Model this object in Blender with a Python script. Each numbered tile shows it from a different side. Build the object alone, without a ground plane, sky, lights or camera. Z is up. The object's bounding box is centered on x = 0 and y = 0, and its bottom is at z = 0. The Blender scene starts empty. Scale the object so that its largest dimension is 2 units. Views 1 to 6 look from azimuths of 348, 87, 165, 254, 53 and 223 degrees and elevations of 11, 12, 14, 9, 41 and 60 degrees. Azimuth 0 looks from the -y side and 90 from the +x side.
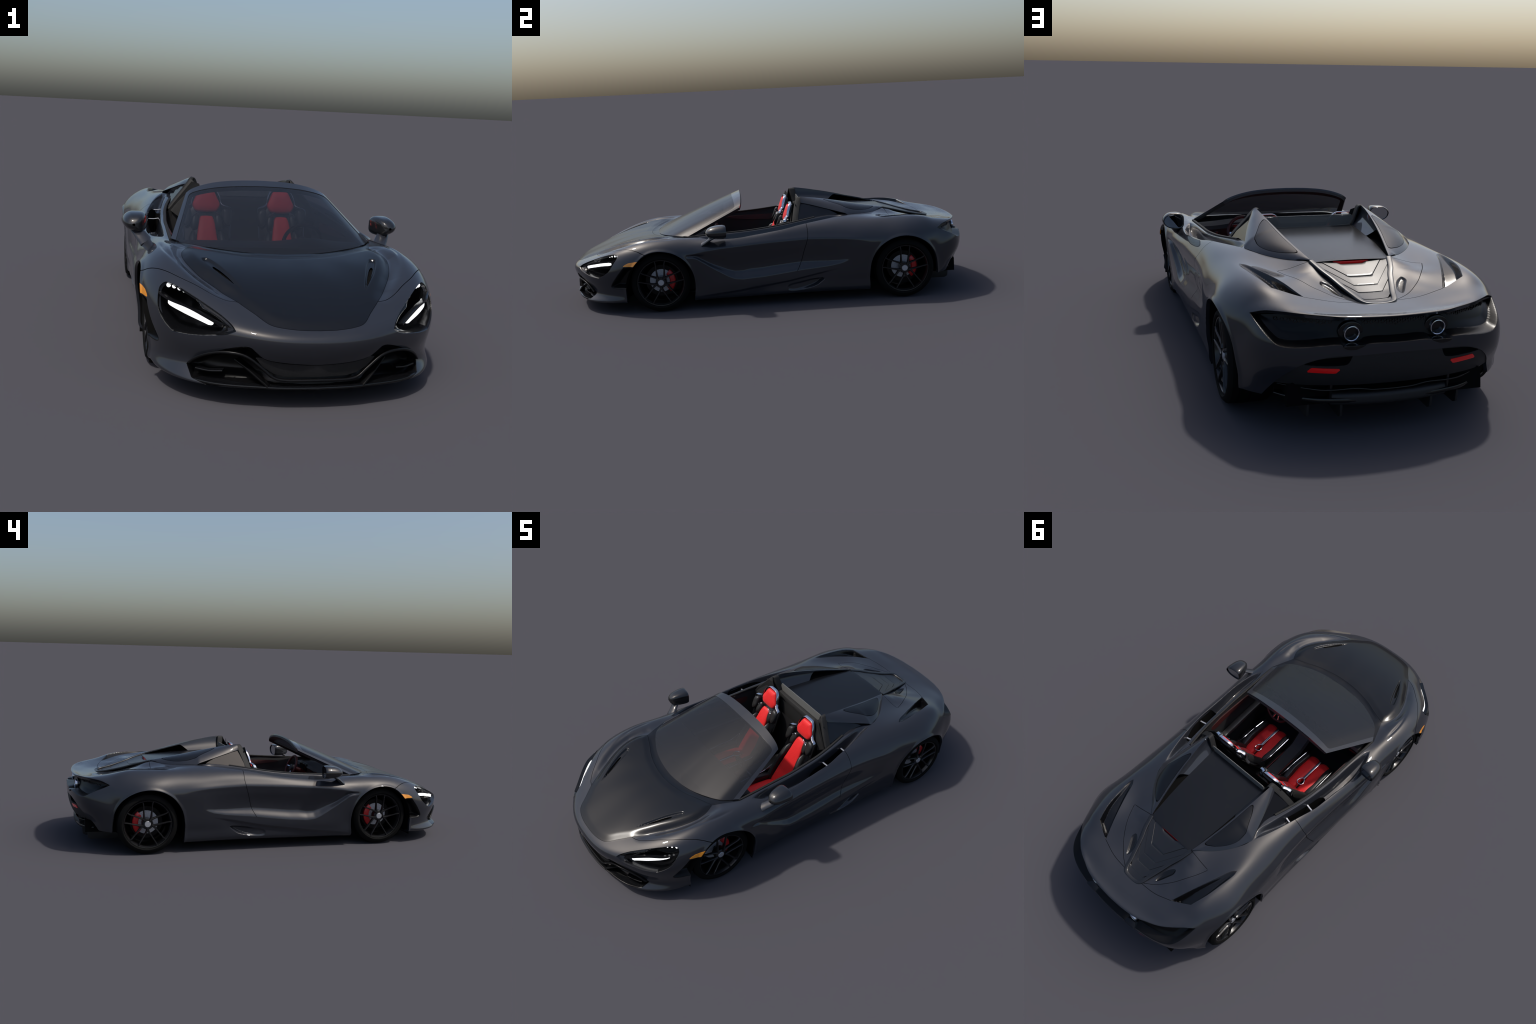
import bpy, bmesh, math, random
import numpy as np
from mathutils import Vector, Matrix

random.seed(7)
rng = np.random.default_rng(7)

# =====================================================================
#  1.  SMALL TOOLBOX: splines, outlines, cutting, mesh building
# =====================================================================

def natural_spline(t, P, tq):
    """C2 interpolating cubic through P(t) evaluated at tq (rows of P)."""
    t = np.asarray(t, float); P = np.asarray(P, float); n = len(t)
    h = np.diff(t)
    A = np.zeros((n, n)); R = np.zeros((n, P.shape[1]))
    A[0, 0] = A[-1, -1] = 1.0
    for i in range(1, n - 1):
        A[i, i - 1] = h[i - 1]; A[i, i] = 2 * (h[i - 1] + h[i]); A[i, i + 1] = h[i]
        R[i] = 6 * ((P[i + 1] - P[i]) / h[i] - (P[i] - P[i - 1]) / h[i - 1])
    M = np.linalg.solve(A, R)
    k = np.clip(np.searchsorted(t, tq, side='right') - 1, 0, n - 2)
    hk = h[k][:, None]; a = (t[k + 1] - tq)[:, None]; b = (tq - t[k])[:, None]
    return (M[k] * a**3 / (6 * hk) + M[k + 1] * b**3 / (6 * hk)
            + (P[k] / hk - M[k] * hk / 6) * a + (P[k + 1] / hk - M[k + 1] * hk / 6) * b)

def catmull(P, n=8, closed=False):
    """Smooth polyline through control points; a point given twice makes a corner."""
    P = [np.asarray(p, float) for p in P]; N = len(P); out = []
    segs = N if closed else N - 1
    for i in range(segs):
        p1, p2 = P[i], P[(i + 1) % N]
        if np.allclose(p1, p2):
            continue
        p0 = P[(i - 1) % N] if (closed or i > 0) else 2 * p1 - p2
        p3 = P[(i + 2) % N] if (closed or i + 2 < N) else 2 * p2 - p1
        d0 = max(np.linalg.norm(p1 - p0), 1e-9)**.5; d1 = np.linalg.norm(p2 - p1)**.5
        d2 = max(np.linalg.norm(p3 - p2), 1e-9)**.5
        if np.allclose(p0, p1): m1 = p2 - p1
        else: m1 = d1 * ((p1 - p0) / d0 - (p2 - p0) / (d0 + d1) + (p2 - p1) / d1)
        if np.allclose(p2, p3): m2 = p2 - p1
        else: m2 = d1 * ((p2 - p1) / d1 - (p3 - p1) / (d1 + d2) + (p3 - p2) / d2)
        for k in range(n):
            u = k / n
            out.append((2*u**3 - 3*u**2 + 1) * p1 + (u**3 - 2*u**2 + u) * m1
                       + (-2*u**3 + 3*u**2) * p2 + (u**3 - u**2) * m2)
    if not closed:
        out.append(P[-1])
    return np.array(out)

def resample(P, n):
    P = np.asarray(P, float)
    s = np.r_[0, np.cumsum(np.linalg.norm(np.diff(P, axis=0), axis=1))]
    q = np.linspace(0, s[-1], n)
    return np.stack([np.interp(q, s, P[:, i]) for i in range(P.shape[1])], 1)

def outline_distance(Q, poly):
    """Signed distance (positive inside) of 2-D points Q to closed outline poly."""
    A = np.asarray(poly, float); B = np.roll(A, -1, 0); out = np.empty(len(Q))
    D = B - A; L2 = (D**2).sum(1) + 1e-18
    for c in range(0, len(Q), 20000):
        q = Q[c:c + 20000]
        w = q[:, None, :] - A[None]
        t = np.clip((w * D).sum(2) / L2, 0, 1)
        d = np.sqrt(((w - t[..., None] * D)**2).sum(2)).min(1)
        cond = (A[None, :, 1] > q[:, None, 1]) != (B[None, :, 1] > q[:, None, 1])
        xi = A[None, :, 0] + (q[:, None, 1] - A[None, :, 1]) * D[None, :, 0] / np.where(D[:, 1] == 0, 1e-12, D[:, 1])[None]
        ins = (cond & (q[:, None, 0] < xi)).sum(1) % 2 == 1
        out[c:c + 20000] = np.where(ins, d, -d)
    return out

def line_distance(Q, line):
    """Unsigned distance of points Q (any dimension) to an open polyline."""
    A = np.asarray(line[:-1], float); D = np.asarray(line[1:], float) - A; L2 = (D**2).sum(1) + 1e-18
    out = np.empty(len(Q))
    for c in range(0, len(Q), 20000):
        w = Q[c:c + 20000, None, :] - A[None]
        t = np.clip((w * D).sum(2) / L2, 0, 1)
        out[c:c + 20000] = np.sqrt(((w - t[..., None] * D)**2).sum(2)).min(1)
    return out

def side_of_line(Q, line):
    """Signed distance of 2-D points to an open polyline."""
    A = np.asarray(line[:-1], float); D = np.asarray(line[1:], float) - A; L2 = (D**2).sum(1) + 1e-18
    out = np.empty(len(Q))
    for c in range(0, len(Q), 20000):
        w = Q[c:c + 20000, None, :] - A[None]
        t = np.clip((w * D).sum(2) / L2, 0, 1)
        d = np.sqrt(((w - t[..., None] * D)**2).sum(2)); k = d.argmin(1); r = np.arange(len(k))
        cr = D[k, 0] * w[r, k, 1] - D[k, 1] * w[r, k, 0]
        out[c:c + 20000] = d[r, k] * np.sign(cr)
    return out

def smooth01(a, b, x):
    t = np.clip((x - a) / (b - a), 0, 1); return t * t * (3 - 2 * t)

class Pool:
    """Shared vertices of the right half of the body skin, with their normals."""
    def __init__(s, P, N): s.P, s.N = P, N
    def cut(s, tris, fun):
        """Split triangles along fun(P,N)=0 -> (inside triangles, outside triangles)."""
        if len(tris) == 0: return tris, tris
        used = np.unique(tris); f = np.full(len(s.P), -1.0); f[used] = fun(s.P[used], s.N[used])
        f = np.where(np.abs(f) < 2e-5, 2e-5, f)
        sg = f[tris] > 0; cnt = sg.sum(1)
        ins = [tris[cnt == 3]]; out = [tris[cnt == 0]]
        groups, edges = [], []
        for lone in (1, 2):
            T = tris[cnt == lone]; S = sg[cnt == lone]
            if not len(T): continue
            k = (S if lone == 1 else ~S).argmax(1); r = np.arange(len(T))
            a, b, c = T[r, k], T[r, (k + 1) % 3], T[r, (k + 2) % 3]
            groups.append((lone, a, b, c)); edges += [np.stack([a, b], 1), np.stack([a, c], 1)]
        if edges:                                    # one new vertex per crossed edge, shared by its triangles
            Es = np.sort(np.concatenate(edges), 1)
            u, inv = np.unique(Es, axis=0, return_inverse=True); inv = inv.reshape(-1)
            f0, f1 = f[u[:, 0]], f[u[:, 1]]; t = np.clip(f0 / (f0 - f1), .001, .999)[:, None]
            nP = s.P[u[:, 0]] * (1 - t) + s.P[u[:, 1]] * t
            nN = s.N[u[:, 0]] * (1 - t) + s.N[u[:, 1]] * t
            nN /= np.linalg.norm(nN, axis=1)[:, None] + 1e-12
            base = len(s.P); s.P = np.concatenate([s.P, nP]); s.N = np.concatenate([s.N, nN]); o = 0
            for lone, a, b, c in groups:
                n = len(a); ab = base + inv[o:o + n]; ac = base + inv[o + n:o + 2 * n]; o += 2 * n
                tip = np.stack([a, ab, ac], 1)
                quad = np.concatenate([np.stack([ab, b, c], 1), np.stack([ab, c, ac], 1)])
                (ins if lone == 1 else out).append(tip); (out if lone == 1 else ins).append(quad)
        return np.concatenate(ins), np.concatenate(out)

def boundary_edges(tris):
    E = np.concatenate([tris[:, [0, 1]], tris[:, [1, 2]], tris[:, [2, 0]]])
    key = np.sort(E, 1)
    _, first, count = np.unique(key, axis=0, return_index=True, return_counts=True)
    return E[first[count == 1]]

def vertex_normals(P, T):
    n = np.cross(P[T[:, 1]] - P[T[:, 0]], P[T[:, 2]] - P[T[:, 0]])
    out = np.zeros_like(P)
    for i in range(3): np.add.at(out, T[:, i], n)
    return out / (np.linalg.norm(out, axis=1)[:, None] + 1e-15)

# ---- object helpers -------------------------------------------------
COL = bpy.context.scene.collection

def add_object(name, mesh, mat=None, parent=None):
    ob = bpy.data.objects.new(name, mesh); COL.objects.link(ob)
    if mat is not None and len(mesh.materials) == 0: mesh.materials.append(mat)
    if parent is not None: ob.parent = parent
    return ob

def mesh_from(name, verts, faces, smooth_angle=35):
    me = bpy.data.meshes.new(name)
    me.from_pydata([tuple(map(float, v)) for v in verts], [], [tuple(map(int, f)) for f in faces])
    me.validate(); me.update()
    if smooth_angle is not None:
        me.polygons.foreach_set('use_smooth', np.ones(len(me.polygons), bool))
        me.set_sharp_from_angle(angle=math.radians(smooth_angle))
    return me

def skin_mesh(name, P, N, T, normals=True):
    me = bpy.data.meshes.new(name)
    me.vertices.add(len(P)); me.vertices.foreach_set('co', P.astype(np.float32).ravel())
    me.loops.add(len(T) * 3); me.loops.foreach_set('vertex_index', T.astype(np.int32).ravel())
    me.polygons.add(len(T))
    me.polygons.foreach_set('loop_start', np.arange(0, len(T) * 3, 3, dtype=np.int32))
    me.polygons.foreach_set('use_smooth', np.ones(len(T), bool))
    me.update(calc_edges=True)
    if normals:
        me.normals_split_custom_set_from_vertices([tuple(map(float, v)) for v in N])
    return me

def grid_faces(nu, nv, cu=False, cv=False, off=0, flip=False):
    F = []
    for i in range(nu if cu else nu - 1):
        for j in range(nv if cv else nv - 1):
            a = off + i * nv + j; b = off + ((i + 1) % nu) * nv + j
            c = off + ((i + 1) % nu) * nv + (j + 1) % nv; d = off + i * nv + (j + 1) % nv
            F.append((a, d, c, b) if flip else (a, b, c, d))
    return F

def loft(name, rings, closed_ring=True, caps=True, mat=None, parent=None, angle=35, closed_path=False, flip=False):
    """Loft through equal-length point rings."""
    n = len(rings[0]); V = [p for r in rings for p in r]
    F = grid_faces(len(rings), n, closed_path, closed_ring, flip=flip)
    if caps and closed_ring and not closed_path:
        a = tuple(range(n)); b = tuple(range((len(rings) - 1) * n, len(rings) * n))
        F.append(a if not flip else a[::-1]); F.append(b[::-1] if not flip else b)
    me = mesh_from(name, V, F, angle)
    bm = bmesh.new(); bm.from_mesh(me); bmesh.ops.recalc_face_normals(bm, faces=bm.faces); bm.to_mesh(me); bm.free()
    return add_object(name, me, mat, parent)

def frame_along(path, closed=False, up=(0, 0, 1)):
    path = np.asarray(path, float)
    T = (np.roll(path, -1, 0) - np.roll(path, 1, 0)) if closed else np.gradient(path, axis=0)
    T /= np.linalg.norm(T, axis=1)[:, None] + 1e-12
    U = np.asarray(up, float)[None] - (T @ np.asarray(up, float))[:, None] * T
    U /= np.linalg.norm(U, axis=1)[:, None] + 1e-9
    S = np.cross(T, U)
    return T, S, U

def sweep(name, path, section, closed=False, up=(0, 0, 1), scale=None, mat=None, parent=None, angle=40):
    """Sweep 2-D section (side, up) along a path."""
    T, S, U = frame_along(path, closed, up); sec = np.asarray(section, float); rings = []
    for i in range(len(path)):
        k = 1.0 if scale is None else scale[i]
        sc = sec * k
        rings.append([path[i] + S[i] * a + U[i] * b for a, b in sc])
    return loft(name, rings, True, not closed, mat, parent, angle, closed)

def circle2(r, n=12, rx=None):
    rx = rx or r
    return [(rx * math.cos(2 * math.pi * k / n), r * math.sin(2 * math.pi * k / n)) for k in range(n)]

def round_rect(w, h, r, n=4):
    out = []
    for cx, cy, a0 in ((w - r, h - r, 0), (-w + r, h - r, 90), (-w + r, -h + r, 180), (w - r, -h + r, 270)):
        for k in range(n + 1):
            a = math.radians(a0 + 90 * k / n); out.append((cx + r * math.cos(a), cy + r * math.sin(a)))
    return out

def revolve_x(name, profile, n=72, center=(0, 0, 0), mat=None, parent=None, angle=30, closed=False):
    """Revolve (x, r) profile about the x axis."""
    rings = []
    for k in range(n):
        a = 2 * math.pi * k / n
        rings.append([(center[0] + x, center[1] + r * math.sin(a), center[2] + r * math.cos(a)) for x, r in profile])
    V = [p for r in rings for p in r]
    F = grid_faces(n, len(profile), True, closed)
    me = mesh_from(name, V, F, angle)
    bm = bmesh.new(); bm.from_mesh(me)
    bmesh.ops.remove_doubles(bm, verts=bm.verts, dist=1e-6)
    bmesh.ops.recalc_face_normals(bm, faces=bm.faces); bm.to_mesh(me); bm.free()
    me.polygons.foreach_set('use_smooth', np.ones(len(me.polygons), bool)); me.set_sharp_from_angle(angle=math.radians(angle))
    return add_object(name, me, mat, parent)

def finish(ob, bevel=0.0, segs=2, subsurf=0, angle=35):
    """Apply bevel / subdivision so that the mesh itself carries them."""
    if bevel:
        m = ob.modifiers.new('b', 'BEVEL'); m.width = bevel; m.segments = segs; m.limit_method = 'ANGLE'; m.angle_limit = math.radians(30)
    if subsurf:
        m = ob.modifiers.new('s', 'SUBSURF'); m.levels = m.render_levels = subsurf
    dg = bpy.context.evaluated_depsgraph_get(); dg.update()
    me = bpy.data.meshes.new_from_object(ob.evaluated_get(dg)); ob.modifiers.clear()
    old = ob.data; ob.data = me; me.name = old.name; bpy.data.meshes.remove(old)
    me.polygons.foreach_set('use_smooth', np.ones(len(me.polygons), bool)); me.set_sharp_from_angle(angle=math.radians(angle))
    return ob

def box(name, lo, hi, mat=None, parent=None, bevel=0.004, segs=2):
    x0, y0, z0 = lo; x1, y1, z1 = hi
    V = [(x0,y0,z0),(x1,y0,z0),(x1,y1,z0),(x0,y1,z0),(x0,y0,z1),(x1,y0,z1),(x1,y1,z1),(x0,y1,z1)]
    F = [(0,3,2,1),(4,5,6,7),(0,1,5,4),(1,2,6,5),(2,3,7,6),(3,0,4,7)]
    ob = add_object(name, mesh_from(name, V, F), mat, parent)
    return finish(ob, bevel, segs) if bevel else ob

def prism(name, outline, axis, lo, hi, mat=None, parent=None, bevel=0.0, segs=2, angle=35):
    """Extrude a 2-D outline along axis ('x','y','z') between lo and hi."""
    put = {'x': lambda a, b, c: (c, a, b), 'y': lambda a, b, c: (a, c, b), 'z': lambda a, b, c: (a, b, c)}[axis]
    n = len(outline)
    V = [put(a, b, lo) for a, b in outline] + [put(a, b, hi) for a, b in outline]
    F = [tuple(range(n))[::-1], tuple(range(n, 2 * n))] + [(i, (i + 1) % n, n + (i + 1) % n, n + i) for i in range(n)]
    me = mesh_from(name, V, F, angle)
    bm = bmesh.new(); bm.from_mesh(me); bmesh.ops.recalc_face_normals(bm, faces=bm.faces); bm.to_mesh(me); bm.free()
    ob = add_object(name, me, mat, parent)
    return finish(ob, bevel, segs, angle=angle) if bevel else ob

def mirror_copy(ob, name=None):
    """A mirrored twin (x -> -x) with its own mesh."""
    me = ob.data.copy()
    co = np.empty(len(me.vertices) * 3, np.float32); me.vertices.foreach_get('co', co)
    has = me.has_custom_normals
    if has:
        nn = np.empty(len(me.loops) * 3, np.float32); me.corner_normals.foreach_get('vector', nn)
        li = np.empty(len(me.loops), np.int32); me.loops.foreach_get('vertex_index', li)
        vn = np.zeros((len(me.vertices), 3)); vn[li] = nn.reshape(-1, 3); vn[:, 0] *= -1
    co = co.reshape(-1, 3); co[:, 0] *= -1; me.vertices.foreach_set('co', co.ravel())
    me.flip_normals(); me.update()
    if has: me.normals_split_custom_set_from_vertices([tuple(map(float, v)) for v in vn])
    tw = bpy.data.objects.new(name or ob.name.split('.')[0], me); COL.objects.link(tw)
    tw.parent = ob.parent; tw.matrix_parent_inverse = ob.matrix_parent_inverse.copy()
    for c in [c for c in bpy.data.objects if c.parent == ob]:
        cc = mirror_copy(c); cc.parent = tw
    return tw
# =====================================================================
#  MATERIALS (procedural)
# =====================================================================
def material(name, color, rough=.4, metal=0.0, coat=0.0, coat_rough=.03, spec=.5, emit=None, emit_strength=0,
             grain=0.0, grain_scale=300.0, bump=0.0, bump_scale=400.0, sheen=0.0, flake=0.0):
    m = bpy.data.materials.new(name); m.use_nodes = True
    nt = m.node_tree; p = nt.nodes['Principled BSDF']
    p.inputs['Base Color'].default_value = (*color, 1)
    p.inputs['Roughness'].default_value = rough; p.inputs['Metallic'].default_value = metal
    p.inputs['Coat Weight'].default_value = coat; p.inputs['Coat Roughness'].default_value = coat_rough
    p.inputs['Specular IOR Level'].default_value = spec
    if sheen: p.inputs['Sheen Weight'].default_value = sheen
    if emit:
        p.inputs['Emission Color'].default_value = (*emit, 1); p.inputs['Emission Strength'].default_value = emit_strength
    if grain or bump or flake:
        tc = nt.nodes.new('ShaderNodeTexCoord')
    if grain:
        nz = nt.nodes.new('ShaderNodeTexNoise'); nz.inputs['Scale'].default_value = grain_scale; nz.inputs['Detail'].default_value = 3
        nt.links.new(tc.outputs['Object'], nz.inputs['Vector'])
        rp = nt.nodes.new('ShaderNodeValToRGB')
        lo = [max(0, c * (1 - grain)) for c in color]; hi = [min(1, c * (1 + grain)) for c in color]
        rp.color_ramp.elements[0].position = .35; rp.color_ramp.elements[0].color = (*lo, 1)
        rp.color_ramp.elements[1].position = .65; rp.color_ramp.elements[1].color = (*hi, 1)
        nt.links.new(nz.outputs['Fac'], rp.inputs['Fac']); nt.links.new(rp.outputs['Color'], p.inputs['Base Color'])
    if bump:
        nb = nt.nodes.new('ShaderNodeTexNoise'); nb.inputs['Scale'].default_value = bump_scale; nb.inputs['Detail'].default_value = 2
        nt.links.new(tc.outputs['Object'], nb.inputs['Vector'])
        b = nt.nodes.new('ShaderNodeBump'); b.inputs['Strength'].default_value = bump; b.inputs['Distance'].default_value = .001
        nt.links.new(nb.outputs['Fac'], b.inputs['Height']); nt.links.new(b.outputs['Normal'], p.inputs['Normal'])
    return m

def tinted_glass(name, tint, clear, rough, body=(.012, .013, .016)):
    """Dark glazing: part clear, part dark reflecting film."""
    m = bpy.data.materials.new(name); m.use_nodes = True; nt = m.node_tree
    p = nt.nodes['Principled BSDF']; out = nt.nodes['Material Output']
    p.inputs['Base Color'].default_value = (*body, 1); p.inputs['Roughness'].default_value = rough
    p.inputs['Specular IOR Level'].default_value = .45
    t = nt.nodes.new('ShaderNodeBsdfTransparent'); t.inputs['Color'].default_value = (*tint, 1)
    fr = nt.nodes.new('ShaderNodeLayerWeight'); fr.inputs['Blend'].default_value = .22
    mp = nt.nodes.new('ShaderNodeMapRange'); mp.inputs['To Min'].default_value = 1 - clear; mp.inputs['To Max'].default_value = 1.0
    nt.links.new(fr.outputs['Facing'], mp.inputs['Value'])
    mx = nt.nodes.new('ShaderNodeMixShader')
    nt.links.new(mp.outputs['Result'], mx.inputs['Fac']); nt.links.new(t.outputs['BSDF'], mx.inputs[1]); nt.links.new(p.outputs['BSDF'], mx.inputs[2])
    nt.links.new(mx.outputs['Shader'], out.inputs['Surface'])
    return m

PAINT = material('graphite_metallic_paint', (.0160, .0176, .0230), .40, .0, 1.0, .008, spec=.14, grain=.05, grain_scale=900)
HOOD = material('black_satin_lacquer', (.0040, .0044, .0056), .24, .0, .0, .2, spec=.42, grain=.1, grain_scale=600)
LOUVRE = material('black_louvre_lacquer', (.006, .0062, .0072), .30, .0, .0, .2, spec=.75, grain=.1, grain_scale=600)
GLOSS = material('black_gloss_trim', (.004, .0042, .005), .16, 0, .0, .05, spec=.45)
DARK = material('black_satin_plastic', (.003, .003, .0034), .32, spec=.22)
MATTE = material('black_matte_plastic', (.012, .012, .013), .6, grain=.2, bump=.1)
TRIM = material('dark_grey_trim', (.014, .014, .014), .65, spec=.25, grain=.15, bump=.08)
VOID = material('black_lining', (.003, .003, .003), .9, spec=.1)
SHELL = material('black_mirror_lacquer', (.009, .0095, .011), .35, 0, 1.0, .01, spec=.2)
RUBBER = material('tyre_rubber', (.0035, .0035, .0035), .8, spec=.12, grain=.2, bump=.15, bump_scale=250)
RIM = material('dark_alloy', (.012, .012, .013), .28, .35, .3, .1)
DISC = material('brake_steel', (.50, .51, .55), .45, .35, grain=.15, grain_scale=200)
CAP = material('hub_metal', (.42, .43, .46), .35, .5)
CALIPER = material('red_caliper', (.55, .012, .014), .35, 0, .4, .1)
CHROME = material('polished_metal', (.62, .64, .70), .12, 1.0)
RED = material('red_leather', (.72, .011, .012), .55, sheen=.1, grain=.08, bump=.12)
BLACK_LEATHER = material('black_leather', (.020, .020, .020), .42, grain=.15, bump=.2)
CABIN = material('black_cabin_lining', (.006, .006, .007), .7, grain=.2)
DOOR_RED = material('shaded_red_inlay', (.030, .001, .001), .6, grain=.1)  # shade on the door side is put into this darker red
WHEEL_RED = material('dark_red_leather', (.045, .002, .002), .5, grain=.1)
RED_TRIM = material('dark_red_trim', (.10, .003, .003), .5, grain=.1)
LAMP_RED = material('red_lamp', (.35, .003, .003), .15, 0, .6, .05, emit=(.5, .0, .0), emit_strength=.15)
AMBER = material('amber_marker', (.70, .26, .02), .25, 0, .5, .05)
LIGHT = material('white_running_light', (1, 1, 1), .3, emit=(1, 1, 1), emit_strength=1.6)
DEFLECT = material('grey_screen', (.10, .10, .10), .4, grain=.2, grain_scale=350)
MIRROR = material('mirror_glass', (.5, .52, .55), .02, 1.0)
GLASS = tinted_glass('tinted_windscreen', (.50, .52, .60), .25, .20)
DARK_GLASS = tinted_glass('dark_quarter_glass', (.2, .22, .25), .12, .03, (.008, .009, .012))
CLEAR = tinted_glass('backlit_screen', (.8, .8, .8), .45, .25, (.20, .20, .19))  # raised body colour stands in for sun shining through the pane
# =====================================================================
#  2.  BODY SKIN (right half): sections fanned round nose and tail
# =====================================================================
# Each section runs from the hidden spine (k0) over the top, the shoulder (k4),
# the belt line (k5), down the flank to the sill edge (k10) and under (k11).
NOSE_SECTIONS = [
 [(0,-0.45,0.352),(0,-0.6,0.327),(0,-0.72,0.305),(0,-0.85,0.265),(0,-0.972,0.213),(0,-1,0.19),(0,-0.999,0.165),(0,-0.987,0.135),(0,-0.972,0.108),(0,-0.968,0.085),(0,-0.975,0.055),(0,-0.85,0.045)],
 [(0.02,-0.45,0.352),(0.04,-0.598,0.328),(0.062,-0.72,0.306),(0.088,-0.85,0.266),(0.106,-0.964,0.216),(0.114,-0.99,0.193),(0.116,-0.988,0.166),(0.115,-0.975,0.136),(0.113,-0.96,0.108),(0.115,-0.958,0.085),(0.118,-0.966,0.055),(0.1,-0.85,0.045)],
 [(0.05,-0.45,0.352),(0.09,-0.585,0.33),(0.13,-0.7,0.31),(0.165,-0.82,0.276),(0.198,-0.915,0.232),(0.215,-0.948,0.203),(0.221,-0.946,0.168),(0.221,-0.934,0.138),(0.219,-0.92,0.108),(0.222,-0.922,0.085),(0.234,-0.942,0.055),(0.2,-0.84,0.045)],
 [(0.08,-0.45,0.352),(0.13,-0.57,0.332),(0.18,-0.67,0.319),(0.235,-0.775,0.293),(0.284,-0.855,0.252),(0.303,-0.886,0.213),(0.312,-0.888,0.172),(0.312,-0.88,0.138),(0.31,-0.87,0.108),(0.314,-0.872,0.085),(0.328,-0.886,0.057),(0.26,-0.8,0.045)],
 [(0.1,-0.45,0.352),(0.17,-0.55,0.336),(0.23,-0.63,0.328),(0.3,-0.715,0.313),(0.35,-0.775,0.28),(0.374,-0.806,0.228),(0.383,-0.808,0.18),(0.38,-0.802,0.14),(0.376,-0.796,0.108),(0.378,-0.796,0.085),(0.389,-0.798,0.06),(0.3,-0.74,0.045)],
]
FRONT_WING_SECTIONS = [
 [(0.11,-0.45,0.352),(0.21,-0.53,0.339),(0.265,-0.58,0.337),(0.335,-0.655,0.33),(0.385,-0.695,0.303),(0.416,-0.71,0.255),(0.424,-0.713,0.2),(0.418,-0.712,0.15),(0.411,-0.712,0.11),(0.41,-0.712,0.085),(0.412,-0.712,0.062),(0.32,-0.7,0.045)],
 [(0.12,-0.45,0.352),(0.24,-0.5,0.342),(0.3,-0.54,0.343),(0.354,-0.585,0.343),(0.4,-0.603,0.322),(0.434,-0.61,0.278),(0.439,-0.61,0.225),(0.434,-0.61,0.165),(0.424,-0.61,0.115),(0.421,-0.61,0.085),(0.418,-0.61,0.06),(0.33,-0.61,0.045)],
 [(0.12,-0.44,0.352),(0.26,-0.46,0.345),(0.315,-0.475,0.343),(0.362,-0.49,0.346),(0.404,-0.495,0.328),(0.437,-0.5,0.284),(0.44,-0.5,0.235),(0.435,-0.5,0.17),(0.425,-0.5,0.115),(0.421,-0.5,0.085),(0.416,-0.5,0.056),(0.33,-0.5,0.045)],
 [(0.13,-0.39,0.352),(0.28,-0.4,0.346),(0.33,-0.395,0.343),(0.364,-0.395,0.343),(0.4,-0.395,0.326),(0.429,-0.395,0.29),(0.435,-0.395,0.245),(0.431,-0.395,0.175),(0.421,-0.395,0.115),(0.421,-0.395,0.085),(0.414,-0.395,0.053),(0.33,-0.395,0.045)],
]
DOOR_SECTIONS = [
 [(0.14,-0.28,0.352),(0.29,-0.28,0.349),(0.325,-0.28,0.35),(0.358,-0.28,0.342),(0.396,-0.28,0.33),(0.423,-0.28,0.3),(0.426,-0.28,0.25),(0.425,-0.28,0.175),(0.424,-0.28,0.115),(0.42,-0.28,0.085),(0.412,-0.28,0.053),(0.33,-0.28,0.045)],
 [(0.14,-0.14,0.356),(0.28,-0.14,0.355),(0.322,-0.14,0.356),(0.355,-0.14,0.35),(0.392,-0.14,0.337),(0.417,-0.14,0.303),(0.42,-0.14,0.25),(0.421,-0.14,0.175),(0.423,-0.14,0.12),(0.419,-0.14,0.088),(0.411,-0.14,0.054),(0.33,-0.14,0.045)],
 [(0.14,0,0.366),(0.27,0,0.366),(0.311,0,0.367),(0.344,0,0.362),(0.382,0,0.353),(0.413,0,0.312),(0.416,0,0.255),(0.418,0,0.18),(0.421,0,0.125),(0.417,0,0.092),(0.409,0,0.056),(0.33,0,0.045)],
 [(0.14,0.15,0.382),(0.24,0.15,0.384),(0.29,0.15,0.386),(0.322,0.15,0.385),(0.36,0.15,0.377),(0.409,0.15,0.32),(0.414,0.15,0.26),(0.416,0.15,0.185),(0.418,0.15,0.13),(0.415,0.15,0.095),(0.407,0.15,0.057),(0.33,0.15,0.045)],
 [(0.12,0.29,0.395),(0.2,0.29,0.4),(0.252,0.29,0.403),(0.313,0.29,0.397),(0.368,0.29,0.375),(0.411,0.29,0.319),(0.417,0.29,0.26),(0.417,0.29,0.19),(0.417,0.29,0.135),(0.413,0.29,0.098),(0.406,0.29,0.056),(0.33,0.29,0.045)],
]
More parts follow.
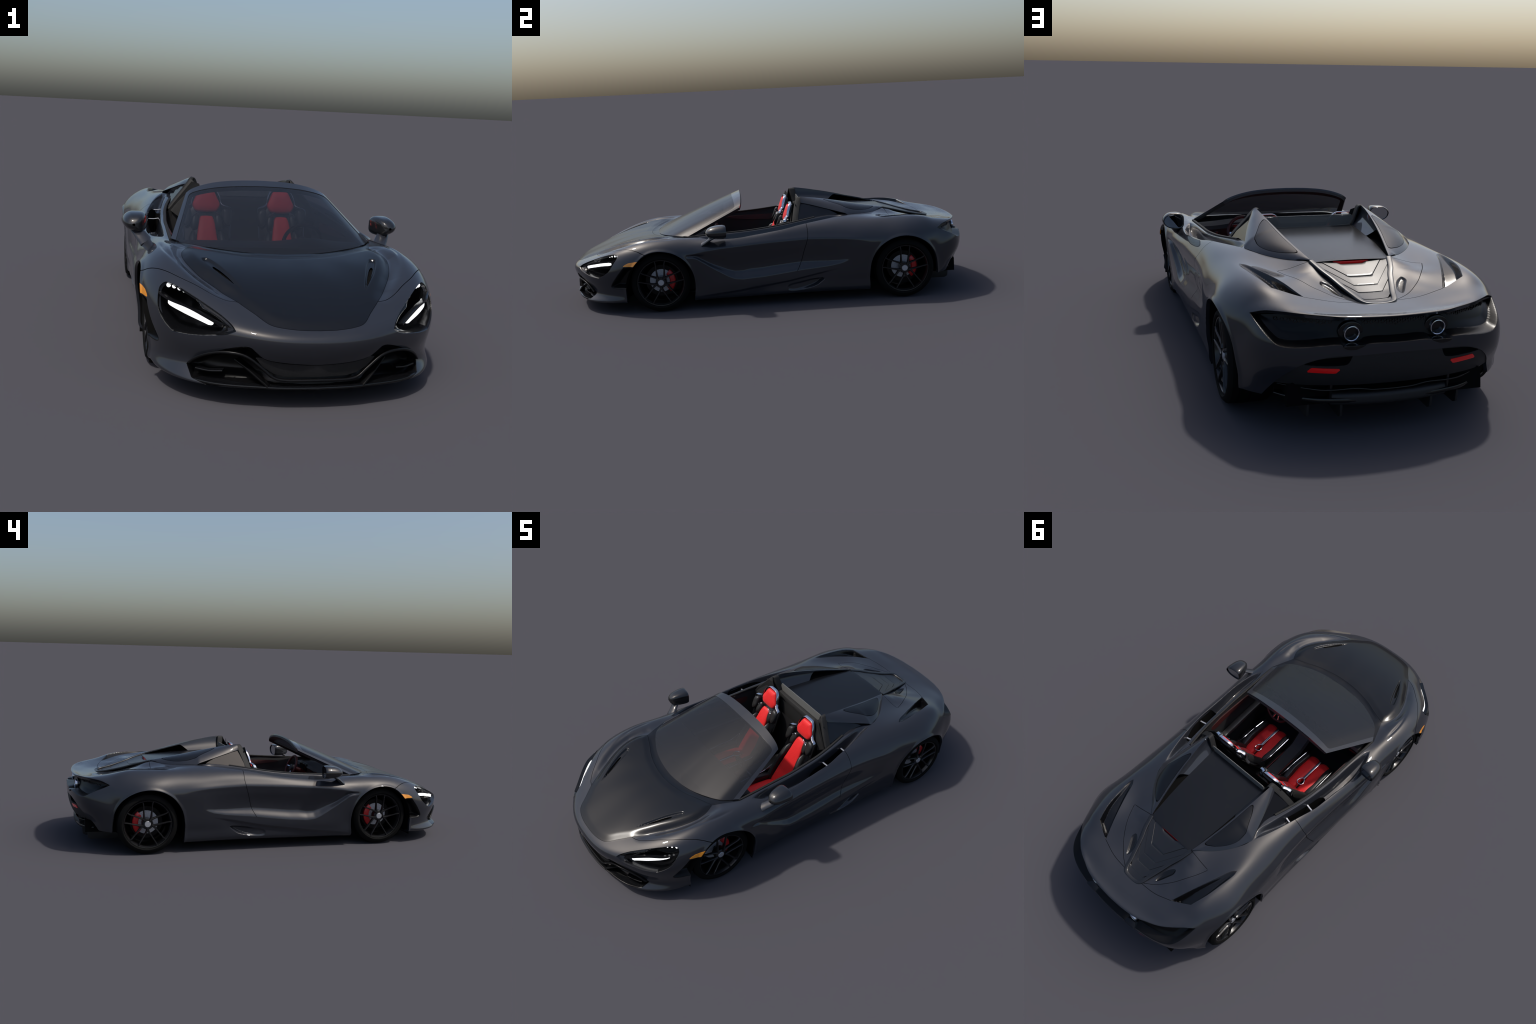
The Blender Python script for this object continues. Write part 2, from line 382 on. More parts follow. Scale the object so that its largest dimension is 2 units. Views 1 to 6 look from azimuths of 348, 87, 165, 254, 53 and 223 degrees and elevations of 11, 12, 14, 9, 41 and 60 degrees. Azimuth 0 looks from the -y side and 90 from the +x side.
HAUNCH_SECTIONS = [
 [(0.1,0.38,0.395),(0.18,0.41,0.404),(0.235,0.42,0.406),(0.3,0.42,0.4),(0.362,0.42,0.378),(0.42,0.42,0.312),(0.426,0.42,0.255),(0.423,0.42,0.19),(0.419,0.42,0.135),(0.414,0.42,0.098),(0.408,0.42,0.054),(0.33,0.42,0.045)],
 [(0.08,0.38,0.395),(0.155,0.5,0.406),(0.235,0.535,0.394),(0.3,0.54,0.391),(0.353,0.545,0.385),(0.428,0.545,0.308),(0.433,0.545,0.25),(0.43,0.545,0.19),(0.425,0.545,0.135),(0.419,0.545,0.098),(0.411,0.545,0.054),(0.33,0.545,0.045)],
 [(0.07,0.38,0.395),(0.14,0.58,0.406),(0.215,0.63,0.381),(0.29,0.65,0.389),(0.342,0.66,0.388),(0.432,0.66,0.313),(0.44,0.66,0.25),(0.437,0.66,0.19),(0.428,0.66,0.135),(0.422,0.66,0.098),(0.414,0.66,0.06),(0.33,0.66,0.05)],
 [(0.06,0.38,0.395),(0.12,0.62,0.397),(0.195,0.7,0.377),(0.278,0.745,0.381),(0.335,0.765,0.377),(0.404,0.765,0.305),(0.415,0.765,0.245),(0.416,0.765,0.188),(0.417,0.765,0.135),(0.412,0.765,0.1),(0.402,0.765,0.066),(0.32,0.755,0.06)],
 [(0.05,0.38,0.395),(0.105,0.64,0.388),(0.178,0.745,0.365),(0.25,0.805,0.365),(0.314,0.818,0.363),(0.37,0.815,0.327),(0.386,0.827,0.272),(0.391,0.832,0.215),(0.386,0.83,0.15),(0.384,0.83,0.112),(0.37,0.82,0.078),(0.31,0.8,0.075)],
]
TAIL_SECTIONS = [
 [(.04,.38,.395),(.085,.66,.377),(.150,.775,.357),(.225,.855,.355),(.270,.883,.354),(.305,.885,.345),(.335,.905,.302),(.345,.915,.250),(.343,.907,.19),(.332,.888,.140),(.33,.875,.10),(.28,.82,.09)],
 [(.03,.38,.395),(.060,.67,.372),(.108,.79,.348),(.158,.885,.346),(.195,.928,.345),(.218,.942,.346),(.243,.958,.310),(.255,.968,.268),(.258,.964,.215),(.252,.944,.160),(.24,.915,.12),(.20,.83,.10)],
 [(.015,.38,.395),(.030,.675,.363),(.055,.80,.344),(.085,.905,.341),(.103,.952,.343),(.112,.969,.344),(.122,.983,.312),(.128,.992,.273),(.130,.991,.220),(.127,.977,.166),(.12,.947,.125),(.10,.84,.10)],
 [(0,.38,.395),(0,.68,.362),(0,.805,.343),(0,.91,.340),(0,.958,.341),(0,.976,.343),(0,.990,.312),(0,.999,.275),(0,.998,.222),(0,.985,.168),(0,.955,.127),(0,.845,.10)],
]
SECTIONS = NOSE_SECTIONS + FRONT_WING_SECTIONS + DOOR_SECTIONS + HAUNCH_SECTIONS + TAIL_SECTIONS
T_SEG = [10, 18, 20, 22, 22, 24, 22, 22, 18, 12, 12]     # samples per segment down the section
S_SEG = 20                                          # samples per segment along the car

def build_skin():
    C = np.array(SECTIONS); nS, nK, _ = C.shape
    rows = []
    for sec in C:
        d = np.linalg.norm(np.diff(sec, axis=0), axis=1)**.75
        t = np.r_[0, np.cumsum(d)]
        tq = np.concatenate([t[j] + (t[j + 1] - t[j]) * np.arange(T_SEG[j]) / T_SEG[j] for j in range(nK - 1)] + [[t[-1]]])
        rows.append(natural_spline(t, sec, tq))
    R = np.array(rows)                                             # nS x nT x 3
    mir = lambda A: A * np.array([-1, 1, 1])
    R2 = np.concatenate([mir(R[3:0:-1]), R, mir(R[-2:-5:-1])])     # mirrored ends: smooth over the centre line
    d = np.linalg.norm(np.diff(R2[:, sum(T_SEG[:4]):sum(T_SEG[:9]):6], axis=0), axis=2).mean(1)**.75
    s = np.r_[0, np.cumsum(d)]
    i0, i1 = 3, 3 + nS - 1
    sq = np.concatenate([s[i] + (s[i + 1] - s[i]) * np.arange(S_SEG) / S_SEG for i in range(i0, i1)] + [[s[i1]]])
    nT = R.shape[1]
    G = natural_spline(s, R2.reshape(len(R2), -1), sq).reshape(len(sq), nT, 3)
    G[0, :, 0] = 0; G[-1, :, 0] = 0
    for _ in range(6):                                             # fair the net
        H = G.copy()
        H[1:-1] += .25 * (G[:-2] + G[2:] - 2 * G[1:-1])
        H[:, 1:-1] += .20 * (H[:, :-2] + H[:, 2:] - 2 * H[:, 1:-1])
        G = H; G[0, :, 0] = 0; G[-1, :, 0] = 0
    return G

def net_normals(G):
    du = np.gradient(G, axis=0); dv = np.gradient(G, axis=1)
    # mirror symmetry on the centre line
    du[0] = (G[1] - G[1] * np.array([-1, 1, 1])) / 2; du[-1] = (G[-2] * np.array([-1, 1, 1]) - G[-2]) / 2
    N = np.cross(dv, du); N /= np.linalg.norm(N, axis=2)[..., None] + 1e-12
    return N
# =====================================================================
#  3.  SCULPT THE SKIN, CUT IT INTO PANELS
# =====================================================================
car = bpy.data.objects.new('sports_car', None); COL.objects.link(car)
car['label'] = 'low dark grey open roadster with red seats'; car['category'] = 'sports car'
body = car                                              # panels hang straight under the car

interp = lambda pts: (lambda q: np.interp(q, [a for a, b in pts], [b for a, b in pts]))

# hood outline in plan (right half, then closed over the mirror side)
COWL = [(0,-.559),(.058,-.555),(.147,-.538),(.22,-.508),(.285,-.466),(.327,-.396)]          # foot of the windscreen
HOOD_REAR = [(0,-.592),(.06,-.588),(.15,-.568),(.225,-.537),(.290,-.512)]
HOOD_SIDE = [(.290,-.512),(.312,-.56),(.314,-.61),(.292,-.69),(.262,-.752),(.205,-.848),(.160,-.908),(.128,-.950),(.100,-.964),(.05,-.974),(0,-.976)]
HOOD_EDGE = np.concatenate([catmull(HOOD_REAR, 6)[:-1], catmull(HOOD_SIDE, 6)])
HOOD_POLY = np.concatenate([HOOD_EDGE, (HOOD_EDGE * [-1, 1])[::-1][1:-1]])

FRONT_ARCH = catmull([(-.385,-.05),(-.381,.04),(-.372,.12),(-.377,.178),(-.392,.215),(-.424,.258),(-.472,.288),(-.525,.300),(-.565,.299),(-.605,.286),(-.642,.256),(-.673,.216),(-.695,.168),(-.704,.12),(-.703,.06),(-.70,-.05)], 6)
REAR_ARCH = catmull([(.480,-.05),(.477,.05),(.475,.14),(.489,.209),(.532,.269),(.586,.301),(.645,.311),(.708,.298),(.764,.263),(.800,.212),(.814,.155),(.816,.09),(.815,-.05)], 6)

RIDGE = interp([(-.43,.262),(-.40,.259),(-.375,.257),(-.355,.251),(-.281,.200),(-.211,.157),(-.18,.143),(-.14,.138),(-.05,.143),(.122,.163),(.277,.177),(.33,.186),(.374,.199),(.42,.215)])
BELT = interp([(-.43,.268),(-.32,.290),(-.222,.300),(-.09,.309),(.05,.315),(.175,.320),(.33,.313),(.464,.303),(.55,.303)])
STRIP = interp([(-.36,.066),(-.328,.071),(-.17,.087),(.08,.121),(.30,.164),(.36,.176)])

def sculpt(P, N):
    """Relief that the section net is too coarse for."""
    D = np.zeros_like(P); x, y, z = P.T
    top = smooth01(.35, .6, N[:, 2]); side = smooth01(.05, .25, N[:, 0]) * (x > .3)
    # valley between hood and wing
    v = catmull([(.312,-.50),(.318,-.56),(.318,-.62),(.298,-.69),(.262,-.762),(.212,-.848)], 6)
    d = line_distance(P[:, :2], v)
    D -= N * (interp([(-.80,.010),(-.74,.016),(-.60,.016),(-.52,.006)])(y) * np.exp(-(d / .022)**2) * top * smooth01(-.87, -.80, y) * smooth01(-.46, -.52, y))[:, None]
    # hood stands proud with a rolled edge
    dh = outline_distance(P[:, :2], HOOD_POLY)
    D += N * (.0040 * smooth01(-.004, .034, dh) * top)[:, None]
    # door hollow above the diagonal ridge, shelf at its foot
    h = z - RIDGE(y); H = np.maximum(BELT(y) - RIDGE(y), .012)
    depth = interp([(-.41,0),(-.37,.009),(-.30,.016),(-.22,.020),(-.1,.020),(.1,.018),(.22,.014),(.32,.008),(.385,0)])(y)
    shelf = interp([(-.40,.010),(-.30,.016),(-.20,.035),(-.1,.048),(.15,.042),(.3,.026),(.38,.012)])(y)
    prof = smooth01(-.0015, 1, np.where(h < shelf, h / shelf, 1)) * np.where(h > shelf, 1 - smooth01(0, 1, (h - shelf) / np.maximum(H - shelf, .01))**1.0, 1)
    prof = np.where(h < -.0015, 0, prof)
    D[:, 0] -= depth * prof * side
    # soft bulge of the belt line
    D[:, 0] += .004 * np.exp(-((z - BELT(y)) / .014)**2) * side * smooth01(-.42, -.3, y) * smooth01(.5, .35, y)
    # lower flank: undercut under the sill strip
    h2 = STRIP(y) - z
    D[:, 0] -= (.006 * smooth01(-.001, .010, h2) * smooth01(.08, .02, h2)) * side * smooth01(-.37, -.25, y) * smooth01(.36, .2, y) * (z < .2)
    # rolled lip of the wheel arches
    for A in (FRONT_ARCH, REAR_ARCH):
        da = line_distance(P[:, 1:], A)
        D[:, 0] += .0035 * np.exp(-(da / .007)**2) * side
    # crease along the nose edge
    # tail pockets in the lid beside the louvres
    dv = line_distance(P[:, :2], np.array([(.150,.66),(.105,.75),(.075,.81)]))
    D[:, 2] -= .0035 * np.exp(-(dv / .032)**2) * top * smooth01(.61, .66, y) * smooth01(.80, .74, y)
    # groove running from the wing towards the door channel
    g = catmull([(.318,-.70),(.345,-.64),(.363,-.56),(.366,-.47),(.362,-.40),(.360,-.35)], 6)
    gd = line_distance(P[:, :2], g)
    D[:, 2] -= .004 * np.exp(-(gd / .007)**2) * top * smooth01(-.71, -.55, y) * smooth01(-.44, -.52, y)
    return P + D

G = build_skin()
nu, nv, _ = G.shape
P0 = G.reshape(-1, 3); N0 = net_normals(G).reshape(-1, 3)
P1 = sculpt(P0, N0); P1[P0[:, 0] == 0, 0] = 0
G = P1.reshape(nu, nv, 3); N1 = net_normals(G).reshape(-1, 3)
idx = np.arange(nu * nv).reshape(nu, nv)
a, b, c, d = idx[:-1, :-1].ravel(), idx[1:, :-1].ravel(), idx[1:, 1:].ravel(), idx[:-1, 1:].ravel()
SKIN = np.concatenate([np.stack([a, d, c], 1), np.stack([a, c, b], 1)])
pool = Pool(P1, N1)

def plan(poly, extra=None):
    poly = np.asarray(poly)
    def f(P, N):
        v = outline_distance(P[:, :2], poly)
        return v if extra is None else np.minimum(v, extra(P, N))
    return f
def flank(poly, extra=None):
    poly = np.asarray(poly)
    def f(P, N):
        v = np.minimum(outline_distance(P[:, 1:], poly), P[:, 0] - .30)
        return v if extra is None else np.minimum(v, extra(P, N))
    return f
def facing(poly3, direction, extra=None):
    """Outline given by 3-D points, projected along a direction."""
    dv = np.asarray(direction, float); dv /= np.linalg.norm(dv)
    h = np.cross([0, 0, 1], dv); h /= np.linalg.norm(h); v = np.cross(dv, h)
    B = np.stack([h, v], 1); poly = np.asarray(poly3) @ B
    def f(P, N):
        w = outline_distance(P @ B, poly)
        return w if extra is None else np.minimum(w, extra(P, N))
    return f
UP = lambda P, N: (P[:, 2] - .17)
def ribbon(line, dims, half, extra=None):
    """Narrow strip round an open line: used for shut lines."""
    line = np.asarray(line)
    def f(P, N):
        v = half - line_distance(P[:, dims], line)
        return v if extra is None else np.minimum(v, extra(P, N))
    return f

def compact(tris):
    used, inv = np.unique(tris, return_inverse=True)
    return pool.P[used].copy(), pool.N[used].copy(), inv.reshape(-1, 3)

def flange(P, N, T, depth, keep=None):
    """Turn the free edges of a panel inward so that it has thickness."""
    E = boundary_edges(T)
    E = E[~((np.abs(P[E[:, 0], 0]) < 1e-5) & (np.abs(P[E[:, 1], 0]) < 1e-5))]
    if keep is not None:
        mid = (P[E[:, 0]] + P[E[:, 1]]) / 2; E = E[keep(mid)]
    if not len(E): return P, N, T
    u, inv = np.unique(E, return_inverse=True); inv = inv.reshape(-1, 2); n = len(u)
    dirv = P[E[:, 1]] - P[E[:, 0]]; dirv /= np.linalg.norm(dirv, axis=1)[:, None] + 1e-12
    fn = np.cross(dirv, N[E[:, 0]] + N[E[:, 1]]); acc = np.zeros((n, 3))
    np.add.at(acc, inv[:, 0], fn); np.add.at(acc, inv[:, 1], fn)
    acc /= np.linalg.norm(acc, axis=1)[:, None] + 1e-12
    b0 = len(P); P2 = np.concatenate([P, P[u], P[u] - N[u] * depth]); N2 = np.concatenate([N, acc, acc])
    a0, a1 = b0 + inv[:, 0], b0 + inv[:, 1]
    T2 = np.concatenate([T, np.stack([a0, a0 + n, a1 + n], 1), np.stack([a0, a1 + n, a1], 1)])
    return P2, N2, T2

def panel(name, tris, mat, depth=.008, central=False, keep=None, parent=None, move=None):
    """Make the body part(s) of a region: one object over the centre line, or a pair."""
    P, N, T = compact(tris)
    if move is not None:
        P = move(P, N); N = vertex_normals(P, T)
        on = np.abs(P[:, 0]) < 1e-5; N[on, 0] = 0
    if depth: P, N, T = flange(P, N, T, depth, keep)
    par = parent or body
    if central:
        m = np.array([-1, 1, 1.0]); n = len(P)
        ob = add_object(name, skin_mesh(name, np.concatenate([P, P * m]), np.concatenate([N, N * m]), np.concatenate([T, T[:, ::-1] + n])), mat, par)
        return [ob]
    ob = add_object(name, skin_mesh(name, P, N, T), mat, par)
    return [ob, mirror_copy(ob)]

def inset(poly_fun, amount, direction=None, soft=.01):
    """Push a region inward, deepening with the distance from its rim."""
    def mv(P, N):
        dd = np.maximum(poly_fun(P, N), 0); k = amount(P) if callable(amount) else amount
        dirv = -N if direction is None else np.asarray(direction, float)[None]
        return P + dirv * (k * smooth01(0, soft, dd))[:, None]
    return mv

def contours(tris, fun, levels):
    """Add edge loops at given distances from a region's rim, so that its walls come out clean."""
    for c_ in levels:
        a_, b_ = pool.cut(tris, lambda P, N: fun(P, N) - c_); tris = np.concatenate([a_, b_])
    return tris

rest = SKIN
# ---- wheel arches, underside, cockpit -------------------------------
_, rest = pool.cut(rest, flank(FRONT_ARCH)); _, rest = pool.cut(rest, flank(REAR_ARCH))
RAIL_IN = [(.327,-.396),(.326,-.30),(.322,-.187),(.320,-.109),(.313,-.026),(.306,.055),(.292,.14),(.272,.228),(.252,.305),(.262,.36),(.283,.397),(.255,.465),(.205,.528),(.128,.604)]
open_half = np.concatenate([catmull(COWL, 6)[:-1], catmull(RAIL_IN[:9], 5)[:-1], catmull(RAIL_IN[8:], 5)])
COCKPIT = np.concatenate([open_half, (open_half * [-1, 1])[::-1][:-1]])
_, rest = pool.cut(rest, plan(COCKPIT, UP))
_, rest = pool.cut(rest, lambda P, N: np.minimum(P[:, 1] - .80, .108 + .35 * np.maximum(.40 - P[:, 0], 0) * 0 - P[:, 2]))   # tail lower corner
_, rest = pool.cut(rest, lambda P, N: np.interp(P[:, 1], [-.78, -.70], [.054, .040]) - P[:, 2])

# ---- engine cover well ------------------------------------------------
COVER_HALF = np.array([(.128,.590),(.128,.604),(.095,.70),(.062,.80),(.050,.838),(.036,.852),(0,.856)])
COVER = np.concatenate([COVER_HALF, (COVER_HALF * [-1, 1])[::-1][1:]])
_, rest = pool.cut(rest, plan(COVER, UP))

# ---- hood with two nostril vents ------------------------------------
hood, rest = pool.cut(rest, plan(HOOD_POLY, UP))
VENT = catmull([(.168,-.832),(.168,-.832),(.192,-.795),(.233,-.727),(.263,-.655),(.265,-.638),(.250,-.631),(.236,-.648),(.204,-.722),(.176,-.802)], 6, True)
SLOT = catmull([(.184,-.802),(.184,-.802),(.193,-.789),(.220,-.735),(.239,-.690),(.237,-.684),(.231,-.690),(.204,-.746)], 6, True)
vent, hood = pool.cut(hood, plan(VENT)); slot, vent = pool.cut(vent, plan(SLOT))
vent = contours(vent, plan(VENT), (.002, .004, .006, .008)); slot = contours(slot, plan(VENT), (.006, .009, .012))
seam, hood = pool.cut(hood, lambda P, N: .0011 - outline_distance(P[:, :2], HOOD_POLY))
cowl_ring, rest = pool.cut(rest, plan(np.concatenate([catmull(HOOD_REAR, 6), [(.333,-.40),(.325,-.36),(-.325,-.36),(-.333,-.40)], (catmull(HOOD_REAR, 6) * [-1, 1])[::-1]]), UP))
panel('cowl', cowl_ring, HOOD, .012, True, move=lambda P, N: P - N * (.004 * smooth01(0, .012, -outline_distance(P[:, :2], HOOD_POLY)) * smooth01(.29, .2, P[:, 0]))[:, None])
panel('hood', hood, HOOD, .006, True)
panel('hood_vent', vent, HOOD, 0, move=inset(plan(VENT), .006, soft=.008))
panel('vent_slot', slot, VOID, 0, move=inset(plan(VENT), .012, soft=.012))
SEAMS = [seam]

# ---- headlights ------------------------------------------------------
HEADLIGHT = catmull([(.213,-.949,.204),(.213,-.949,.204),(.219,-.935,.215),(.238,-.908,.230),(.265,-.875,.245),(.300,-.830,.263),(.332,-.792,.277),(.362,-.756,.286),(.380,-.740,.285),(.391,-.738,.272),(.397,-.755,.248),(.396,-.779,.214),(.382,-.808,.190),(.362,-.836,.173),(.362,-.836,.173),(.322,-.880,.176),(.275,-.916,.184),(.238,-.938,.192)], 5, True)
HL_DIR = (.55, -.835, 0)
hl_fun = facing(HEADLIGHT, HL_DIR, lambda P, N: -.62 - P[:, 1])
lamp, rest = pool.cut(rest, hl_fun); lamp = contours(lamp, hl_fun, (.001, .002, .0035, .005, .008, .012, .016, .020))

# ---- front grille mouth ----------------------------------------------
MOUTH = [(0,.121),(.086,.127),(.139,.136),(.163,.155),(.178,.167),(.201,.166),(.26,.143),(.305,.114),(.326,.092),(.326,.092),(.316,.064),(.316,.064),(.27,.052),(.235,.057),(.141,.060),(0,.052)]
mh = catmull(MOUTH, 5); MOUTH_POLY = np.concatenate([mh, (mh * [-1, 1])[::-1][1:-1]])
mouth_fun = lambda P, N: np.minimum(outline_distance(P[:, [0, 2]], MOUTH_POLY), -.80 - P[:, 1])
mouth, rest = pool.cut(rest, mouth_fun); mouth = contours(mouth, mouth_fun, (.002, .004, .007, .010, .015, .022, .03))

# ---- side vent behind the bumper, amber marker -----------------------
SIDE_VENT = catmull([(-.708,.233),(-.708,.233),(-.66,.233),(-.64,.20),(-.66,.10),(-.70,.124),(-.70,.124),(-.765,.126),(-.776,.134),(-.774,.145),(-.745,.187)], 5, True)
MARKER = [(-.711,.236),(-.70,.2445),(-.683,.2525),(-.62,.262),(-.62,.2355)]
svent, rest = pool.cut(rest, flank(SIDE_VENT)); marker, rest = pool.cut(rest, flank(MARKER))
svent = contours(svent, flank(SIDE_VENT), (.003, .007, .012, .018, .025))
# ---- lower side intake ----------------------------------------------
SIDE_INTAKE = catmull([(.070,.085),(.078,.098),(.14,.112),(.195,.121),(.246,.123),(.254,.117),(.235,.098),(.212,.084),(.16,.070),(.10,.063),(.075,.068)], 5, True)
sintake, rest = pool.cut(rest, flank(SIDE_INTAKE)); sintake = contours(sintake, flank(SIDE_INTAKE), (.002, .004, .006, .009, .012))

# ---- channel along the top of the door -------------------------------
CH_OUT = [(.352,-.352),(.372,-.31),(.386,-.25),(.391,-.19),(.390,-.145),(.383,-.072),(.378,0),(.373,.07),(.357,.146),(.339,.224),(.317,.304),(.290,.386)]
CH_IN = [(.290,.386),(.270,.335),(.284,.26),(.303,.16),(.317,.07),(.325,-.01),(.331,-.09),(.334,-.17),(.336,-.26),(.343,-.335),(.352,-.352)]
CHANNEL = np.concatenate([catmull(CH_OUT, 5)[:-1], catmull(CH_IN, 5)[:-1]])
ch_fun = plan(CHANNEL, UP)
channel, rest = pool.cut(rest, ch_fun); channel = contours(channel, ch_fun, (.002, .004, .007, .010, .013, .016, .020))
CH_HOLE = catmull([(.358,-.022),(.372,.0),(.368,.065),(.350,.145),(.330,.205),(.330,.205),(.308,.192),(.308,.192),(.318,.14),(.331,.05),(.337,.0),(.346,-.024)], 4, True)
ch_hole, channel = pool.cut(channel, plan(CH_HOLE))
ch_depth = lambda P: interp([(-.355,0),(-.30,.022),(-.2,.042),(-.05,.052),(.1,.055),(.22,.045),(.32,.018),(.39,0)])(P[:, 1])
ch_move = lambda P, N: P + np.array([0, 0, -1.0]) * (ch_depth(P) * smooth01(0, .020, np.maximum(ch_fun(P, N), 0)))[:, None]

# ---- scoops on the haunches -----------------------------------------
SCOOP = catmull([(.334,.531),(.334,.531),(.316,.553),(.292,.616),(.243,.738),(.210,.814),(.210,.814),(.250,.795),(.295,.772),(.295,.772),(.318,.70),(.331,.62),(.338,.555)], 5, True)
scoop_fun = plan(SCOOP, UP)
scoop, rest = pool.cut(rest, scoop_fun); scoop = contours(scoop, scoop_fun, (.0015, .003, .005, .007, .009, .012))
scoop_depth = lambda P: interp([(.53,.0),(.60,.010),(.70,.022),(.78,.036),(.82,.04)])(P[:, 1] + .35 * (.30 - P[:, 0]) * 0)
SV = catmull([(.128,.703),(.136,.722),(.122,.752),(.094,.797),(.088,.790),(.088,.76),(.104,.722)], 5, True)
svent2, rest = pool.cut(rest, plan(SV, UP)); svent2 = contours(svent2, plan(SV, UP), (.002, .004, .006, .008, .010))

# ---- tail: black light band and black lower bumper --------------------
TAIL_EDGE = interp([(0,.976),(.1,.972),(.134,.967),(.194,.944),(.258,.909),(.298,.881),(.336,.847),(.366,.812)])
BAND = catmull([(0,.3415),(.134,.343),(.194,.3465),(.258,.3475),(.30,.3465),(.336,.341),(.368,.327),(.368,.327),(.360,.311),(.349,.295),(.335,.280),(.320,.269),(.294,.265),(.161,.275),(.152,.270),(.126,.263),(.100,.269),(.092,.274),(0,.275)], 5)
BAND_POLY = np.concatenate([BAND, (BAND * [-1, 1])[::-1][1:-1]])
band_fun = lambda P, N: np.minimum(outline_distance(P[:, [0, 2]], BAND_POLY), (P[:, 1] - TAIL_EDGE(P[:, 0]) + .002))
band, rest = pool.cut(rest, band_fun); band = contours(band, band_fun, (.0015, .003, .005, .007, .010, .015, .022, .03))
LOWER = catmull([(0,.249),(.124,.2455),(.171,.246),(.216,.238),(.257,.222),(.294,.190),(.326,.140),(.345,.105),(.36,.06)], 5)
LOWER_POLY = np.concatenate([LOWER, [(.36,-.05),(-.36,-.05)], (LOWER * [-1, 1])[::-1][:-1]])
lower_fun = lambda P, N: np.minimum(outline_distance(P[:, [0, 2]], LOWER_POLY), P[:, 1] - .70)
lower, rest = pool.cut(rest, lower_fun)
rear_view = lambda poly: (lambda P, N: outline_distance(P[:, [0, 2]], np.asarray(poly)))
REFLECTOR = [(.247,.1975),(.235,.2110),(.157,.2070),(.170,.1935)]
POCKET = catmull([(.257,.2205),(.257,.2205),(.216,.2360),(.128,.2440),(.128,.2440),(.139,.2215),(.150,.2170),(.24,.2180)], 4, True)
mirror_red, lower = pool.cut(lower, rear_view(REFLECTOR)); pocket, lower = pool.cut(lower, rear_view(POCKET))
pocket = contours(pocket, rear_view(POCKET), (.001, .002, .004, .006))

# ---- shut lines -------------------------------------------------------
DOOR_REAR = catmull([(.177,.45),(.1775,.39),(.180,.345),(.176,.318),(.160,.265),(.143,.205),(.121,.163)], 5)
BUMPER_LINE = catmull([(.195,-.860),(.223,-.850),(.257,-.825),(.297,-.785),(.340,-.742),(.372,-.700),(.402,-.655),(.46,-.560)], 5)
LID_LINE = catmull([(.128,.603),(.18,.608),(.237,.613),(.237,.613),(.21,.673),(.161,.748),(.105,.805),(.060,.836)], 5)
LID_ARC = catmull([(.211,.813),(.133,.836),(.05,.843)], 5)
def seam_cut(tris, line, dims, half, extra):
    near, far = pool.cut(tris, ribbon(line, dims, .012, extra))
    a_, b_ = pool.cut(near, lambda P, N: side_of_line(P[:, dims], line))        # put vertices on the line first
    gap_, near = pool.cut(np.concatenate([a_, b_]), ribbon(line, dims, half, extra))
    return gap_, np.concatenate([near, far])
s1, rest = seam_cut(rest, DOOR_REAR, [1, 2], .0012, lambda P, N: P[:, 0] - .30)
s2, rest = seam_cut(rest, BUMPER_LINE, [0, 1], .0010, lambda P, N: P[:, 2] - .24)
s3, rest = seam_cut(rest, LID_LINE, [0, 1], .0010, UP)
s4, rest = seam_cut(rest, LID_ARC, [0, 1], .0010, UP)
SEAMS += [s1, s2, s3, s4]
panel('panel_seam', np.concatenate(SEAMS), VOID, 0, True, move=lambda P, N: P - N * .0035)

# ---- hand the remaining skin out to panels -----------------------------
bumper, rest = pool.cut(rest, lambda P, N: -(P[:, 1] - np.interp(P[:, 0], BUMPER_LINE[:, 0], BUMPER_LINE[:, 1])) + 0 * P[:, 0] - np.where(P[:, 0] < .195, 10 * (.195 - P[:, 0]) * 0, 0))
wing, rest = pool.cut(rest, lambda P, N: -.352 - P[:, 1])
door, rest = pool.cut(rest, lambda P, N: np.minimum(np.interp(P[:, 2], DOOR_REAR[::-1, 1], DOOR_REAR[::-1, 0]) - P[:, 1], P[:, 2] - RIDGE(P[:, 1])))
sill, rest = pool.cut(rest, lambda P, N: np.minimum(.47 - P[:, 1], RIDGE(np.minimum(P[:, 1], .42)) - .01 * smooth01(.2, .4, P[:, 1]) - P[:, 2]))
lid_poly = np.concatenate([catmull([(.0,.60),(.128,.603),(.18,.608),(.238,.614),(.222,.66),(.211,.68),(.205,.74),(.211,.813),(.133,.836),(.05,.843),(0,.845)], 4), [(-.01, .845), (-.01, .6)]])
lid, rest = pool.cut(rest, plan(lid_poly, UP))

panel('front_bumper', bumper, PAINT, .012, True)
panel('front_wing', wing, PAINT, .008)
panel('door', door, PAINT, .014)
panel('side_sill', sill, PAINT, .012)
panel('engine_lid', lid, PAINT, .008)
panel('rear_quarter', rest, PAINT, .012, True)
# =====================================================================
#  4.  INSETS OF THE BODY: lamps, grilles, channels, scoops, tail
# =====================================================================
def empty(name, parent, loc=(0, 0, 0)):
    e = bpy.data.objects.new(name, None); COL.objects.link(e); e.parent = parent; e.location = loc; return e

from mathutils.bvhtree import BVHTree
skin_tree = BVHTree.FromPolygons([tuple(map(float, p)) for p in P1], [tuple(map(int, t)) for t in SKIN])
